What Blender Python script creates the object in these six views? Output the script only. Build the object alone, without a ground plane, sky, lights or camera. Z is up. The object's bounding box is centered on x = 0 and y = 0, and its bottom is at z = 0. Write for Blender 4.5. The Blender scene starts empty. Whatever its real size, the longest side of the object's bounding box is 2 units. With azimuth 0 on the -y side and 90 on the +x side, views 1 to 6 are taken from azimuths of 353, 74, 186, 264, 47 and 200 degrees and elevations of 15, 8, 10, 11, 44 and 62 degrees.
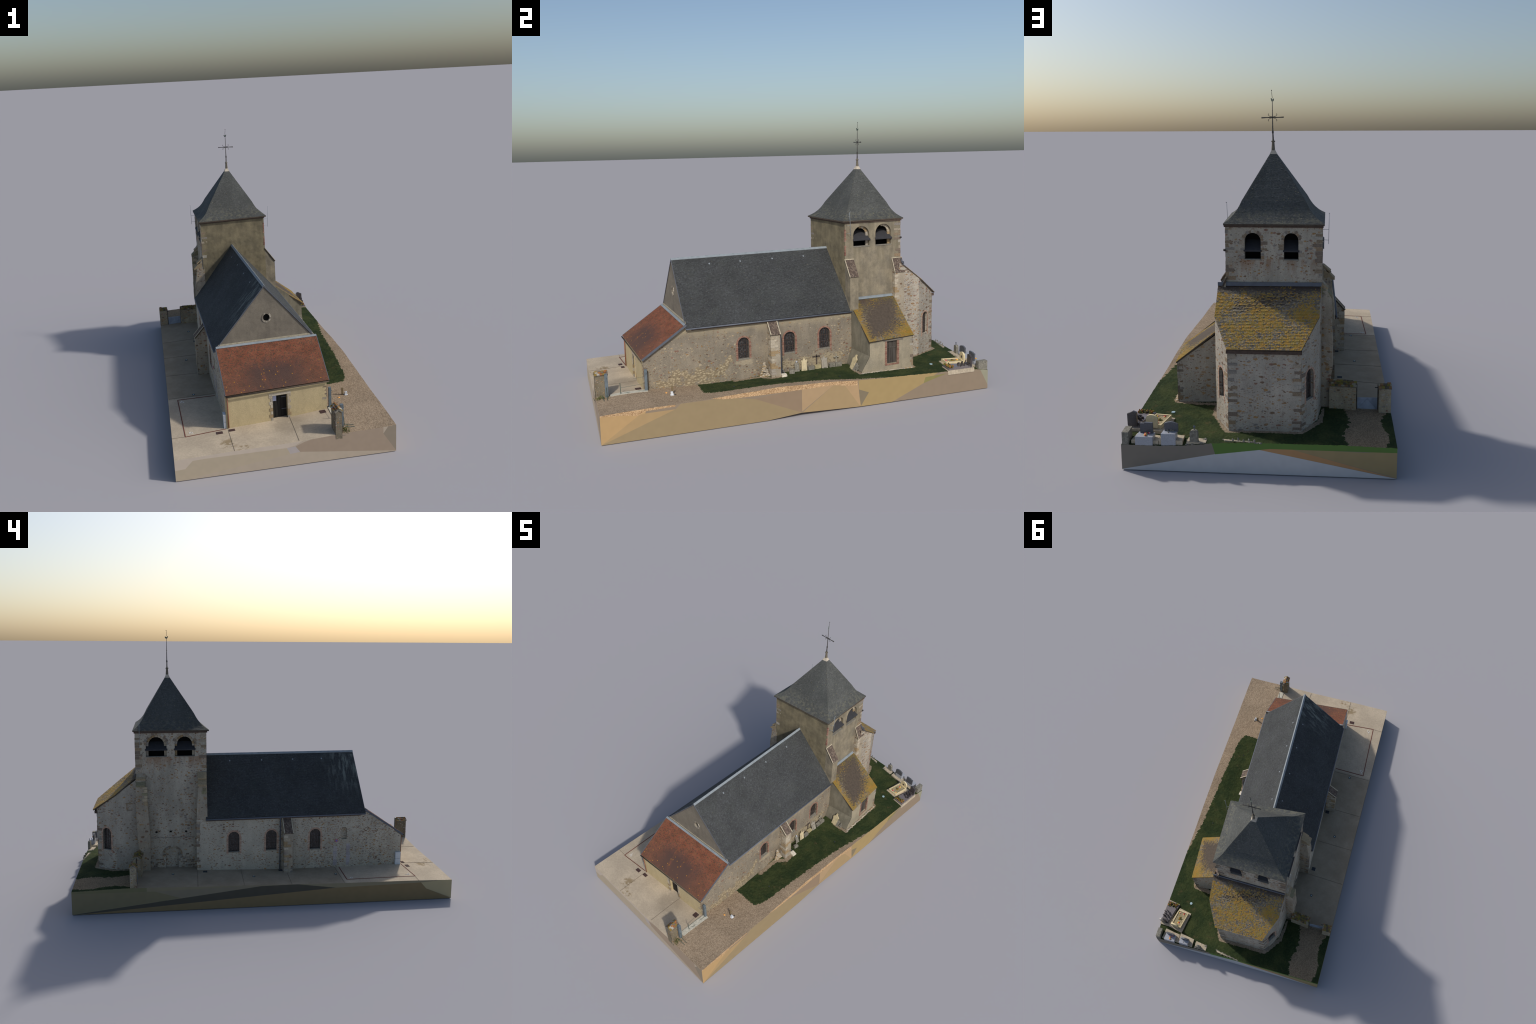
# A small village church on a cut block of ground: nave, west annexe, bell tower, apse,
# side chapel, churchyard.  Everything is built from measured profiles and simple rules.
import bpy, math, random
import numpy as np
from mathutils import Vector, noise as mnoise
from mathutils.geometry import delaunay_2d_cdt, tessellate_polygon

rng = random.Random(11)
V = Vector
Z = V((0, 0, 1))


# ------------------------------------------------------------------ colour helpers
def lin(r, g, b, k=1.0):
    """sRGB 0-255 as seen under the set, divided by the light level k there (one value, or r g b) -> base colour"""
    def f(c):
        c /= 255.0
        return c / 12.92 if c <= 0.04045 else ((c + 0.055) / 1.055) ** 2.4
    k = k if isinstance(k, tuple) else (k, k, k)
    return tuple(min(0.92, f(c) / q) for c, q in zip((r, g, b), k)) + (1.0,)


class Mat:
    """Thin wrapper for node materials."""
    def __init__(s, name, rough=0.85, spec=0.25, metal=0.0):
        s.m = bpy.data.materials.new(name)
        s.m.use_nodes = True
        s.nt = s.m.node_tree
        s.b = s.nt.nodes["Principled BSDF"]
        s.b.inputs["Roughness"].default_value = rough
        s.b.inputs["Specular IOR Level"].default_value = spec
        s.b.inputs["Metallic"].default_value = metal
        s._P = None

    def n(s, t, **kw):
        nd = s.nt.nodes.new(t)
        for k, v in kw.items():
            setattr(nd, k, v)
        return nd

    def put(s, sock, v):
        if v is None:
            return
        if isinstance(v, bpy.types.NodeSocket):
            s.nt.links.new(v, sock)
        else:
            sock.default_value = v

    @property
    def P(s):
        if s._P is None:
            s._P = s.n("ShaderNodeTexCoord").outputs["Object"]
        return s._P

    def xyz(s):
        nd = s.n("ShaderNodeSeparateXYZ")
        s.put(nd.inputs[0], s.P)
        return nd.outputs

    def math(s, op, a, b=0.0, clamp=False):
        nd = s.n("ShaderNodeMath", operation=op, use_clamp=clamp)
        s.put(nd.inputs[0], a)
        s.put(nd.inputs[1], b)
        return nd.outputs[0]

    def remap(s, v, a, b, c=0.0, d=1.0):
        nd = s.n("ShaderNodeMapRange", interpolation_type='SMOOTHSTEP')
        s.put(nd.inputs[0], v)
        for i, q in enumerate((a, b, c, d)):
            s.put(nd.inputs[i + 1], q)
        return nd.outputs[0]

    def scale(s, sx, sy, sz, vec=None, rot=(0, 0, 0)):
        nd = s.n("ShaderNodeMapping")
        s.put(nd.inputs["Vector"], vec or s.P)
        nd.inputs["Scale"].default_value = (sx, sy, sz)
        nd.inputs["Rotation"].default_value = rot
        return nd.outputs[0]

    def noise(s, sc, det=3.0, rough=0.55, vec=None, dist=0.0):
        nd = s.n("ShaderNodeTexNoise")
        s.put(nd.inputs["Vector"], vec or s.P)
        nd.inputs["Scale"].default_value = sc
        nd.inputs["Detail"].default_value = det
        nd.inputs["Roughness"].default_value = rough
        nd.inputs["Distortion"].default_value = dist
        return nd.outputs[0]

    def voro(s, sc, vec=None, feature='F1'):
        nd = s.n("ShaderNodeTexVoronoi", feature=feature)
        s.put(nd.inputs["Vector"], vec or s.P)
        nd.inputs["Scale"].default_value = sc
        return nd

    def island(s):
        return s.n("ShaderNodeNewGeometry").outputs["Random Per Island"]

    def white(s, v):
        nd = s.n("ShaderNodeTexWhiteNoise", noise_dimensions='1D')
        s.put(nd.inputs["W"], v)
        return nd.outputs["Value"]

    def mix(s, f, a, b, blend='MIX'):
        nd = s.n("ShaderNodeMix", data_type='RGBA', blend_type=blend)
        s.put(nd.inputs[0], f)
        s.put(nd.inputs[6], a)
        s.put(nd.inputs[7], b)
        return nd.outputs[2]

    def ramp(s, f, stops, const=False):
        nd = s.n("ShaderNodeValToRGB")
        r = nd.color_ramp
        r.interpolation = 'CONSTANT' if const else 'LINEAR'
        while len(r.elements) < len(stops):
            r.elements.new(0.5)
        for e, (p, c) in zip(r.elements, stops):
            e.position = p
            e.color = c
        s.put(nd.inputs[0], f)
        return nd.outputs[0]

    def val(s, col, v):
        """multiply a colour by a grey socket"""
        nd = s.n("ShaderNodeMix", data_type='RGBA', blend_type='MULTIPLY')
        nd.inputs[0].default_value = 1.0
        s.put(nd.inputs[6], col)
        s.put(nd.inputs[7], v)
        return nd.outputs[2]

    def bump(s, h, strength=0.3, dist=0.001):
        nd = s.n("ShaderNodeBump")
        nd.inputs["Strength"].default_value = strength
        nd.inputs["Distance"].default_value = dist
        s.put(nd.inputs["Height"], h)
        s.nt.links.new(nd.outputs[0], s.b.inputs["Normal"])

    def done(s, col):
        s.put(s.b.inputs["Base Color"], col)
        return s.m


def plain(name, col, rough=0.8, var=0.18, sc=90, spec=0.25, metal=0.0):
    m = Mat(name, rough, spec, metal)
    v = m.remap(m.noise(sc, 4), 0.25, 0.75, 1 - var, 1 + var)
    return m.done(m.val(col, v))


def by_island(name, cols, rough=0.85, var=0.2, sc=200, bump=0.2):
    """each separate block gets its own colour from the list"""
    m = Mat(name, rough)
    st = [(i / len(cols), c) for i, c in enumerate(cols)]
    c = m.ramp(m.island(), st, const=True)
    nz = m.noise(sc, 4)
    c = m.val(c, m.remap(nz, 0.25, 0.75, 1 - var, 1 + var))
    m.bump(nz, bump)
    return m.done(c)


# ------------------------------------------------------------------ mesh builder
class Mesh:
    def __init__(s):
        s.v, s.f, s.mi = [], [], []

    def add(s, vs, fs, mi=0):
        o = len(s.v)
        s.v += [tuple(p) for p in vs]
        s.f += [tuple(i + o for i in f) for f in fs]
        s.mi += [mi] * len(fs)

    def face(s, pts, mi=0):
        s.add(pts, [tuple(range(len(pts)))], mi)

    def block(s, o, a, b, c, mi=0):
        """parallelepiped with corner o and edge vectors a, b, c"""
        o, a, b, c = V(o), V(a), V(b), V(c)
        p = [o, o + a, o + a + b, o + b]
        p += [q + c for q in p]
        f = [(0, 3, 2, 1), (4, 5, 6, 7), (0, 1, 5, 4), (1, 2, 6, 5), (2, 3, 7, 6), (3, 0, 4, 7)]
        if a.cross(b).dot(c) < 0:
            f = [q[::-1] for q in f]
        s.add(p, f, mi)

    def prism(s, base, d, mi=0):
        """polygon extruded by d"""
        d = V(d)
        base = [V(p) for p in base]
        n = len(base)
        nr = V((0, 0, 0))
        for i in range(n):
            nr += base[i].cross(base[(i + 1) % n])
        if nr.dot(d) < 0:
            base = base[::-1]
        vs = base + [p + d for p in base]
        fs = [tuple(range(n - 1, -1, -1)), tuple(range(n, 2 * n))]
        fs += [(i, (i + 1) % n, n + (i + 1) % n, n + i) for i in range(n)]
        s.add(vs, fs, mi)

    def tube(s, pts, r, n=8, mi=0):
        pts = [V(p) for p in pts]
        rs = r if isinstance(r, (list, tuple)) else [r] * len(pts)
        vs, fs = [], []
        for i, p in enumerate(pts):
            t = (pts[min(i + 1, len(pts) - 1)] - pts[max(i - 1, 0)]).normalized()
            a = t.cross(Z if abs(t.z) < 0.9 else V((1, 0, 0))).normalized()
            b = t.cross(a)
            for k in range(n):
                q = 2 * math.pi * k / n
                vs.append(p + (a * math.cos(q) + b * math.sin(q)) * rs[i])
        m = len(pts)
        for i in range(m - 1):
            for k in range(n):
                fs.append((i * n + k, i * n + (k + 1) % n, (i + 1) * n + (k + 1) % n, (i + 1) * n + k))
        fs.append(tuple(range(n - 1, -1, -1)))
        fs.append(tuple(range((m - 1) * n, m * n)))
        s.add(vs, fs, mi)

    def blob(s, c, r, seed=0, mi=0, rough=0.25):
        """irregular rounded stone / bush, r = (rx, ry, rz)"""
        vs, fs = [], []
        nu, nv = 9, 6
        for j in range(nv + 1):
            th = math.pi * j / nv
            for i in range(nu):
                ph = 2 * math.pi * i / nu
                d = V((math.sin(th) * math.cos(ph), math.sin(th) * math.sin(ph), math.cos(th)))
                k = 1 + rough * mnoise.noise(d * 1.7 + V((seed * 3.1, seed, 0)))
                vs.append(V(c) + V((d.x * r[0], d.y * r[1], d.z * r[2])) * k)
        for j in range(nv):
            for i in range(nu):
                fs.append((j * nu + i, (j + 1) * nu + i, (j + 1) * nu + (i + 1) % nu, j * nu + (i + 1) % nu))
        s.add(vs, fs, mi)

    def obj(s, name, mats, parent=None, smooth=False, kind=None):
        me = bpy.data.meshes.new(name)
        me.from_pydata(s.v, [], s.f)
        mats = mats if isinstance(mats, (list, tuple)) else [mats]
        for m in mats:
            me.materials.append(m)
        if len(mats) > 1:
            me.polygons.foreach_set("material_index", s.mi)
        if smooth:
            me.polygons.foreach_set("use_smooth", [True] * len(me.polygons))
        me.update()
        ob = bpy.data.objects.new(name, me)
        bpy.context.scene.collection.objects.link(ob)
        if parent:
            ob.parent = parent
        if kind:
            ob["kind"] = kind
        return ob


def inside(p, poly):
    x, y = p
    r = False
    n = len(poly)
    for i in range(n):
        x0, y0 = poly[i]
        x1, y1 = poly[(i + 1) % n]
        if (y0 > y) != (y1 > y) and x < (x1 - x0) * (y - y0) / (y1 - y0) + x0:
            r = not r
    return r


def seg_dist(p, a, b):
    ax, ay = a
    bx, by = b
    dx, dy = bx - ax, by - ay
    t = max(0, min(1, ((p[0] - ax) * dx + (p[1] - ay) * dy) / (dx * dx + dy * dy + 1e-12)))
    return math.hypot(p[0] - ax - t * dx, p[1] - ay - t * dy)


class Face:
    """vertical wall frame: s along the wall, z up, n outward (right hand of p0 -> p1)"""
    def __init__(s, p0, p1):
        s.p0 = V((p0[0], p0[1], 0))
        d = V((p1[0] - p0[0], p1[1] - p0[1], 0))
        s.L = d.length
        s.t = d.normalized()
        s.n = V((s.t.y, -s.t.x, 0))

    def __call__(s, a, z, out=0.0):
        return s.p0 + s.t * a + Z * z + s.n * out


def wall(mesh, fr, outline, holes=(), depth=0.012, grid=0.011, rough=0.0009, mi=0, seed=0, bulge=None):
    """wall skin with openings: fine triangulation, lumpy relief, reveals inside the holes"""
    loops = [list(outline)] + [list(h) for h in holes]
    pts, edges = [], []
    for lp in loops:
        dense = []
        for i, a in enumerate(lp):
            b = lp[(i + 1) % len(lp)]
            k = max(1, int(math.hypot(b[0] - a[0], b[1] - a[1]) / (grid * 1.5)))
            dense += [(a[0] + (b[0] - a[0]) * j / k, a[1] + (b[1] - a[1]) * j / k) for j in range(k)]
        o = len(pts)
        pts += dense
        edges += [(o + i, o + (i + 1) % len(dense)) for i in range(len(dense))]
    nb = len(pts)
    xs = [p[0] for p in outline]
    zs = [p[1] for p in outline]
    a = min(xs) + grid * 0.7
    while a < max(xs):
        z = min(zs) + grid * 0.7
        while z < max(zs):
            q = (a + rng.uniform(-.3, .3) * grid, z + rng.uniform(-.3, .3) * grid)
            if inside(q, outline) and not any(inside(q, h) for h in holes):
                if min(seg_dist(q, pts[e[0]], pts[e[1]]) for e in edges) > grid * 0.45:
                    pts.append(q)
            z += grid
        a += grid
    r = delaunay_2d_cdt([V(p) for p in pts], edges, [], 0, 1e-6)
    vv, ff = r[0], r[2]
    vs = []
    for p in vv:
        w = fr(p.x, p.y)
        h = 0.0
        if rough:
            h = rough * (mnoise.noise(w * 45 + V((seed, 0, 0))) + 0.6 * mnoise.noise(w * 110)) + rough * 1.2 * mnoise.noise(w * 12)
        if bulge:
            h += bulge(p.x, p.y)
        vs.append(w + fr.n * h)
    fs = []
    for f in ff:
        c = sum((vv[i] for i in f), V((0, 0))) / len(f)
        if inside(c, outline) and not any(inside(c, h) for h in holes):
            ar = (vv[f[1]] - vv[f[0]]).cross(vv[f[2]] - vv[f[0]])
            fs.append(tuple(f) if ar > 0 else tuple(f[::-1]))
    mesh.add(vs, fs, mi)
    for h in holes:
        n = len(h)
        for i in range(n):
            p, q = h[i], h[(i + 1) % n]
            mesh.face([fr(*p, 0.0005), fr(*q, 0.0005), fr(*q, -depth), fr(*p, -depth)], mi)


def arch(s0, s1, z0, zt, n=12, rise=None):
    r = (s1 - s0) / 2
    rise = rise or r
    c = (s0 + s1) / 2
    sp = zt - rise
    return [(s0, z0), (s1, z0)] + [(c + r * math.cos(math.pi * i / n), sp + rise * math.sin(math.pi * i / n)) for i in range(n + 1)]


def resample(chain, v):
    """point on polyline given by (length, point) pairs"""
    for (a, p), (b, q) in zip(chain, chain[1:]):
        if v <= b or (b, q) == chain[-1]:
            t = (v - a) / (b - a)
            return p + (q - p) * t
    return chain[-1][1]


def tiled(name, L, R, gauge, width, th, mat, parent, base=0.006, base_mat=None, jit=0.25):
    """roof slope between a left and a right edge (eave -> top): solid deck + overlapping slates"""
    L = [V(p) for p in L]
    R = [V(p) for p in R]
    cum = [0.0]
    for i in range(len(L) - 1):
        cum.append(cum[-1] + 0.5 * ((L[i] + R[i]) - (L[i + 1] + R[i + 1])).length)
    Lc, Rc = list(zip(cum, L)), list(zip(cum, R))
    tot = cum[-1]
    rows = max(1, round(tot / gauge))
    g = tot / rows
    m = Mesh()
    for k in range(rows):
        v0, v1 = k * g, min(tot, (k + 1.12) * g)
        l0, r0, l1, r1 = resample(Lc, v0), resample(Rc, v0), resample(Lc, v1), resample(Rc, v1)
        u = r0 - l0
        wd = max(u.length, (r1 - l1).length)
        nrm = (r0 - l0).cross(l1 - r0)
        if nrm.length < 1e-9:
            continue
        nrm.normalize()
        cnt = max(1, round(wd / width))
        cut = [0.0] + [min(1, max(0, (i + (0.5 if k % 2 else 0) + rng.uniform(-.12, .12)) / cnt)) for i in range(0 if k % 2 else 1, cnt)] + [1.0]
        for a, b in zip(cut, cut[1:]):
            if b - a < 0.02 / cnt:
                continue
            e = 0.03 / cnt
            a2, b2 = (a + e, b - e)
            t = th * (1 + rng.uniform(-jit, jit))
            p0, p1 = l0.lerp(r0, a2), l0.lerp(r0, b2)
            q0, q1 = l1.lerp(r1, a2), l1.lerp(r1, b2)
            m.add([p0, p1, p1 + nrm * t, p0 + nrm * t, q1 + nrm * t * 0.18, q0 + nrm * t * 0.18],
                  [(0, 1, 2, 3), (3, 2, 4, 5), (0, 3, 5), (1, 4, 2)])
    d = Mesh()
    n_all = (R[0] - L[0]).cross(L[-1] - R[0]).normalized()
    for i in range(len(L) - 1):
        d.prism([L[i], R[i], R[i + 1], L[i + 1]], -n_all * base)
    ob = m.obj(name, mat, parent)
    ob["kind"] = "stuff"
    d.obj("roof_deck", base_mat or MT["deck"], ob)
    return ob


# ------------------------------------------------------------------ materials
MT = {}


def rubble(name, mortar, mortar2, cols, big=45, small=105, dbig=0.5, dsmall=0.35, zs=1.7, stain=0.2, dirt=None, mods=None):
    """rubble masonry: roughly coursed stones of two sizes showing through lime mortar"""
    m = Mat(name, 0.9, 0.15)
    warp = m.n("ShaderNodeTexNoise")
    m.put(warp.inputs["Vector"], m.P)
    warp.inputs["Scale"].default_value = 60
    add = m.n("ShaderNodeVectorMath", operation='MULTIPLY_ADD')
    m.put(add.inputs[0], warp.outputs["Color"])
    add.inputs[1].default_value = (0.012, 0.012, 0.008)
    m.put(add.inputs[2], m.P)
    vec = m.scale(1, 1, zs, add.outputs[0])
    base = m.mix(m.remap(m.noise(9, 5, 0.6), 0.3, 0.7), mortar, mortar2)
    base = m.val(base, m.remap(m.noise(260, 3), 0.2, 0.8, 0.86, 1.14))
    zone = m.remap(m.noise(14, 3), 0.3, 0.7, -0.16, 0.16)
    if mods:
        zone = m.math('ADD', zone, mods(m))
    col, hgt = base, None
    for sc, dens, off in ((small, dsmall, 0.31), (big, dbig, 0.0)):
        vo = m.voro(sc, vec)
        sp = m.n("ShaderNodeSeparateColor")
        m.put(sp.inputs[0], vo.outputs["Color"])
        have = m.math('GREATER_THAN', m.math('ADD', sp.outputs[0], zone), 1 - dens)
        rad = m.math('MULTIPLY_ADD', sp.outputs[1], 0.16)
        m.nt.nodes[-1].inputs[2].default_value = 0.30
        k = m.remap(m.math('SUBTRACT', vo.outputs["Distance"], rad), -0.07, 0.05, 1.0, 0.0)
        k = m.math('MULTIPLY', k, have)
        st = [(i / len(cols), c) for i, c in enumerate(cols)]
        sc_col = m.ramp(sp.outputs[2], st, const=True)
        sc_col = m.val(sc_col, m.remap(m.noise(180, 4), 0.25, 0.75, 0.75, 1.2))
        col = m.mix(m.math('MULTIPLY', k, 0.88), col, sc_col)
        hgt = k if hgt is None else m.math('MAXIMUM', hgt, k)
    if stain:
        sv = m.noise(26, 4, 0.6, m.scale(1, 1, 0.22))
        col = m.val(col, m.remap(sv, 0.3, 0.72, 1 - stain, 1 + stain * 0.6))
    if dirt:
        col = dirt(m, col)
    m.bump(m.math('ADD', hgt, m.noise(300, 2)), 0.45, 0.0012)
    return m.done(col)


def plaster(name, c1, c2, streak=0.25, extra=None, sc=10):
    m = Mat(name, 0.9, 0.15)
    col = m.mix(m.remap(m.noise(sc, 5, 0.6), 0.3, 0.7), c1, c2)
    col = m.val(col, m.remap(m.noise(38, 4, 0.6, m.scale(1, 1, 0.3)), 0.3, 0.7, 1 - streak, 1 + streak * 0.7))
    nz = m.noise(240, 3)
    col = m.val(col, m.remap(nz, 0.2, 0.8, 0.88, 1.12))
    if extra:
        col = extra(m, col)
    m.bump(nz, 0.3, 0.0008)
    return m.done(col)


KE, KH, KS = 1.08, .88, .68   # measured light levels: sunlit east walls, level ground, south walls
STONE = [lin(122, 96, 68, .76), lin(142, 120, 94, .76), lin(128, 118, 108, .76), lin(98, 78, 62, .76),
         lin(146, 138, 128, .76), lin(138, 106, 66, .76), lin(112, 106, 101, .76), lin(120, 90, 76, .76)]
STONE_E = [lin(126, 100, 72, KE), lin(166, 148, 120, KE), lin(146, 136, 122, KE), lin(104, 84, 68, KE), lin(182, 168, 142, KE), lin(150, 118, 76, KE), lin(122, 114, 106, KE), lin(172, 158, 132, KE), lin(132, 98, 84, KE), lin(160, 146, 122, KE)]
K = 0.80   # light level on a sunlit east wall


def west_more(m):
    o = m.xyz()
    return m.remap(o[1], -0.02, -0.2, -0.04, 0.26)


def east_mask(m):
    o = m.xyz()
    low = m.remap(o[2], 0.24, 0.17, 0.0, 0.28)
    north = m.remap(o[1], 0.03, 0.28, 0.0, 0.22)
    mid = m.remap(o[1], -0.45, -0.2, 0.1, -0.12)
    return m.math('ADD', m.math('ADD', low, north), mid)


def east_peel(m, col):
    """cream masonry laid bare where the render has fallen off, low on the south half"""
    o = m.xyz()
    n1 = m.noise(26, 5, 0.65)

    def band(a, b, w):
        """distance from the segment a-b in the (y, z) plane of the wall, minus its half width"""
        dy, dz = b[0] - a[0], b[1] - a[1]
        L2 = dy * dy + dz * dz
        py, pz = m.math('SUBTRACT', o[1], a[0]), m.math('SUBTRACT', o[2], a[1])
        t = m.math('DIVIDE', m.math('ADD', m.math('MULTIPLY', py, dy), m.math('MULTIPLY', pz, dz)), L2, True)
        ey = m.math('SUBTRACT', py, m.math('MULTIPLY', t, dy))
        ez = m.math('SUBTRACT', pz, m.math('MULTIPLY', t, dz))
        d = m.math('SQRT', m.math('ADD', m.math('MULTIPLY', ey, ey), m.math('MULTIPLY', ez, ez)))
        return m.math('SUBTRACT', d, w)
    d = None
    for a, b, w in (((-.66, .150), (-.585, .165), .016), ((-.60, .190), (-.55, .200), .012), ((-.52, .165), (-.46, .170), .026), ((-.47, .165), (-.375, .172), .018), ((-.375, .172), (-.325, .232), .012), ((-.50, .140), (-.38, .138), .006)):
        q = band(a, b, w)
        d = q if d is None else m.math('MINIMUM', d, q)
    d = m.math('ADD', d, m.remap(n1, 0.25, 0.75, -0.030, 0.018))
    k = m.remap(d, 0.003, -0.003)
    vo = m.voro(75, m.scale(1, 1, 1.8))
    blocks = m.ramp(vo.outputs["Distance"], [(0.0, lin(198, 184, 154, KE)), (0.32, lin(182, 167, 138, KE)), (0.55, lin(142, 128, 104, KE))])
    blocks = m.val(blocks, m.remap(m.noise(140, 4, 0.6), 0.3, 0.7, 0.85, 1.12))
    col = m.mix(m.math('MULTIPLY', k, 0.9), col, blocks)
    bed = m.math('ADD', band((-.04, .165), (.27, .175), .022), m.remap(n1, 0.25, 0.75, -0.02, 0.02))
    vb = m.voro(68, m.scale(1, 1, 2.0))
    sb = m.n("ShaderNodeSeparateColor")
    m.put(sb.inputs[0], vb.outputs["Color"])
    bl = m.ramp(sb.outputs[0], [(0, lin(104, 90, 72, KE)), (0.35, lin(132, 118, 96, KE)), (0.7, lin(156, 142, 116, KE)), (1, lin(120, 92, 66, KE))])
    bl = m.mix(m.remap(vb.outputs["Distance"], 0.34, 0.46), bl, lin(166, 154, 128, KE))
    col = m.mix(m.math('MULTIPLY', m.remap(bed, 0.004, -0.004), 0.8), col, bl)
    rep = m.math('ADD', band((-.285, .208), (-.215, .208), .010), m.remap(n1, 0.25, 0.75, -0.006, 0.006))
    col = m.mix(m.math('MULTIPLY', m.remap(rep, 0.004, -0.004), 0.6), col, lin(170, 158, 134, KE))
    e = m.math('MULTIPLY', m.remap(m.math('ADD', o[2], m.math('MULTIPLY', m.noise(16, 4), 0.06)), 0.385, 0.432), 0.75)
    col = m.mix(e, col, lin(168, 156, 130, KE))
    g = m.remap(m.noise(30, 4), 0.35, 0.75)
    g = m.math('MULTIPLY', g, m.remap(o[2], 0.2, 0.135))
    return m.mix(m.math('MULTIPLY', g, 0.35), col, lin(105, 96, 78, K))


def tower_rust(m, col):
    """rust-brown wash below the belfry sills"""
    o = m.xyz()
    k = m.math('MULTIPLY', m.remap(o[2], 0.66, 0.738), m.math('LESS_THAN', o[2], 0.742))
    k = m.math('MULTIPLY', k, m.remap(m.noise(30, 4, 0.6, m.scale(1, 1, 0.2)), 0.42, 0.62))
    return m.mix(m.math('MULTIPLY', k, 0.55), col, lin(120, 84, 52, K))


def tower_streak(m, col):
    """grey rain streaks under the belfry openings on the plastered faces"""
    o = m.xyz()
    k = m.remap(m.noise(34, 4, 0.6, m.scale(1, 1, 0.15)), 0.45, 0.65)
    k = m.math('MULTIPLY', k, m.remap(o[2], 0.60, 0.74))
    return m.mix(m.math('MULTIPLY', k, 0.5), col, lin(96, 90, 74, K))


def make_materials():
    MT["nave_east"] = rubble("nave_east_render", lin(146, 136, 119, KE), lin(131, 123, 110, KE), STONE_E, 60, 120, 0.20, 0.24, stain=0.14, dirt=east_peel, mods=east_mask)
    MT["nave_west"] = rubble("nave_west_rubble", lin(166, 159, 144, K), lin(154, 147, 133, K), STONE, 62, 125, 0.30, 0.30, 2.0, stain=0.10, mods=west_more)
    MT["apse"] = rubble("apse_rubble", lin(176, 168, 154, 1.03), lin(160, 153, 140, 1.03), STONE, 46, 105, 0.46, 0.38, 2.0, stain=0.12)
    MT["tower_stone"] = rubble("tower_rubble", lin(156, 149, 135, K), lin(142, 136, 123, K), STONE, 58, 115, 0.46, 0.32, 1.7, stain=0.14, dirt=tower_rust)
    MT["tower_plaster"] = plaster("tower_render", lin(150, 140, 119, KE), lin(122, 115, 101, KE), 0.14, tower_streak, 14)
    MT["tower_south"] = plaster("tower_south_render", lin(108, 100, 80, KS), lin(88, 82, 67, KS), 0.12, None, 16)
    MT["annex_plaster"] = plaster("chapel_render", lin(168, 157, 134, KE), lin(150, 142, 124, KE), 0.1)
    MT["annex_south"] = plaster("chapel_south_render", lin(106, 101, 88, KS), lin(88, 85, 74, KS), 0.12)
    MT["gable"] = plaster("gable_render", lin(106, 100, 89, KS), lin(94, 89, 80, KS), 0.08)
    MT["cream"] = plaster("cream_render", lin(160, 146, 114, KS), lin(154, 140, 110, KS), 0.05)
    MT["gatewall"] = rubble("boundary_rubble", lin(158, 148, 126, .9), lin(132, 122, 102, .9), STONE, 62, 120, 0.45, 0.35, 1.6, stain=0.2)
    MT["pillar"] = rubble("pillar_render", lin(138, 128, 108, KE), lin(114, 106, 90, KE), STONE, 90, 150, 0.15, 0.35, 1.2, stain=0.22)
    MT["buttress"] = rubble("buttress_rubble", lin(150, 141, 125, K), lin(134, 125, 110, K), STONE, 42, 90, 0.55, 0.3, 1.5, stain=0.15)
    MT["quoin"] = by_island("quoin_stone", [lin(124, 110, 92, .9), lin(144, 134, 118, .9), lin(124, 118, 110, .9), lin(132, 114, 92, .9), lin(152, 146, 134, .9), lin(112, 100, 88, .9)])
    MT["quoin_pale"] = by_island("dressed_stone", [lin(176, 166, 148, .95), lin(164, 152, 132, .95), lin(154, 146, 134, .95), lin(150, 130, 100, .95)])
    MT["brick"] = by_island("surround_brick", [lin(142, 106, 92, KE), lin(152, 120, 104, KE), lin(132, 94, 82, KE), lin(154, 128, 112, KE), lin(146, 112, 96, KE)])
    MT["brick_pale"] = by_island("weathered_brick", [lin(158, 132, 114, K), lin(166, 142, 124, K), lin(150, 122, 106, K)])
    MT["cornice"] = plain("brick_cornice", lin(82, 69, 61, .95), 0.9)
    MT["deck"] = plain("roof_timber", lin(70, 62, 54, .8), 0.9)
    MT["zinc"] = plain("zinc_sheet", lin(132, 140, 145, 1.0), 0.55, 0.12, 40, 0.3)
    MT["zinc_dark"] = plain("zinc_gutter", lin(92, 97, 106, 1.0), 0.55, 0.12, 40, 0.3)
    MT["lead"] = plain("lead_cap", lin(176, 166, 150, .9), 0.6)
    MT["iron"] = plain("wrought_iron", lin(52, 50, 48, .8), 0.6, 0.3, 160)
    MT["patina"] = plain("copper_patina", lin(72, 84, 76, .8), 0.6)
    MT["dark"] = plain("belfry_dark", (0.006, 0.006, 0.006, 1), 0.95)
    MT["glass"] = window_glass()
    MT["bar"] = plain("window_bar", lin(74, 62, 56, .8), 0.6)
    MT["sill"] = plain("stone_sill", lin(120, 116, 106, .85), 0.9)
    MT["canopy"] = plain("slate_canopy", lin(52, 52, 55, .9), 0.75, 0.12, 120)
    MT["door"] = wood("door_boards", lin(30, 29, 28, .6), lin(22, 21, 21, .6))
    MT["old_door"] = wood("grey_door_boards", lin(92, 88, 82, KE), lin(62, 56, 52, KE))
    MT["paper"] = plain("notice_paper", lin(140, 146, 170, .62), 0.8, 0.05)
    MT["white"] = plain("white_enamel", lin(196, 200, 204, .85), 0.5, 0.05)
    MT["slate"] = slate("nave_slate", (lin(64, 66, 67, 1.24), lin(86, 90, 91, 1.24), lin(74, 76, 77, 1.24)), True)
    MT["tower_slate"] = slate("tower_slate", (lin(76, 78, 77, 1.12), lin(98, 100, 98, 1.12), lin(86, 88, 86, 1.12)), False)
    MT["lichen"] = lichen_tile("lichen_tile", 0.53)
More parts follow.
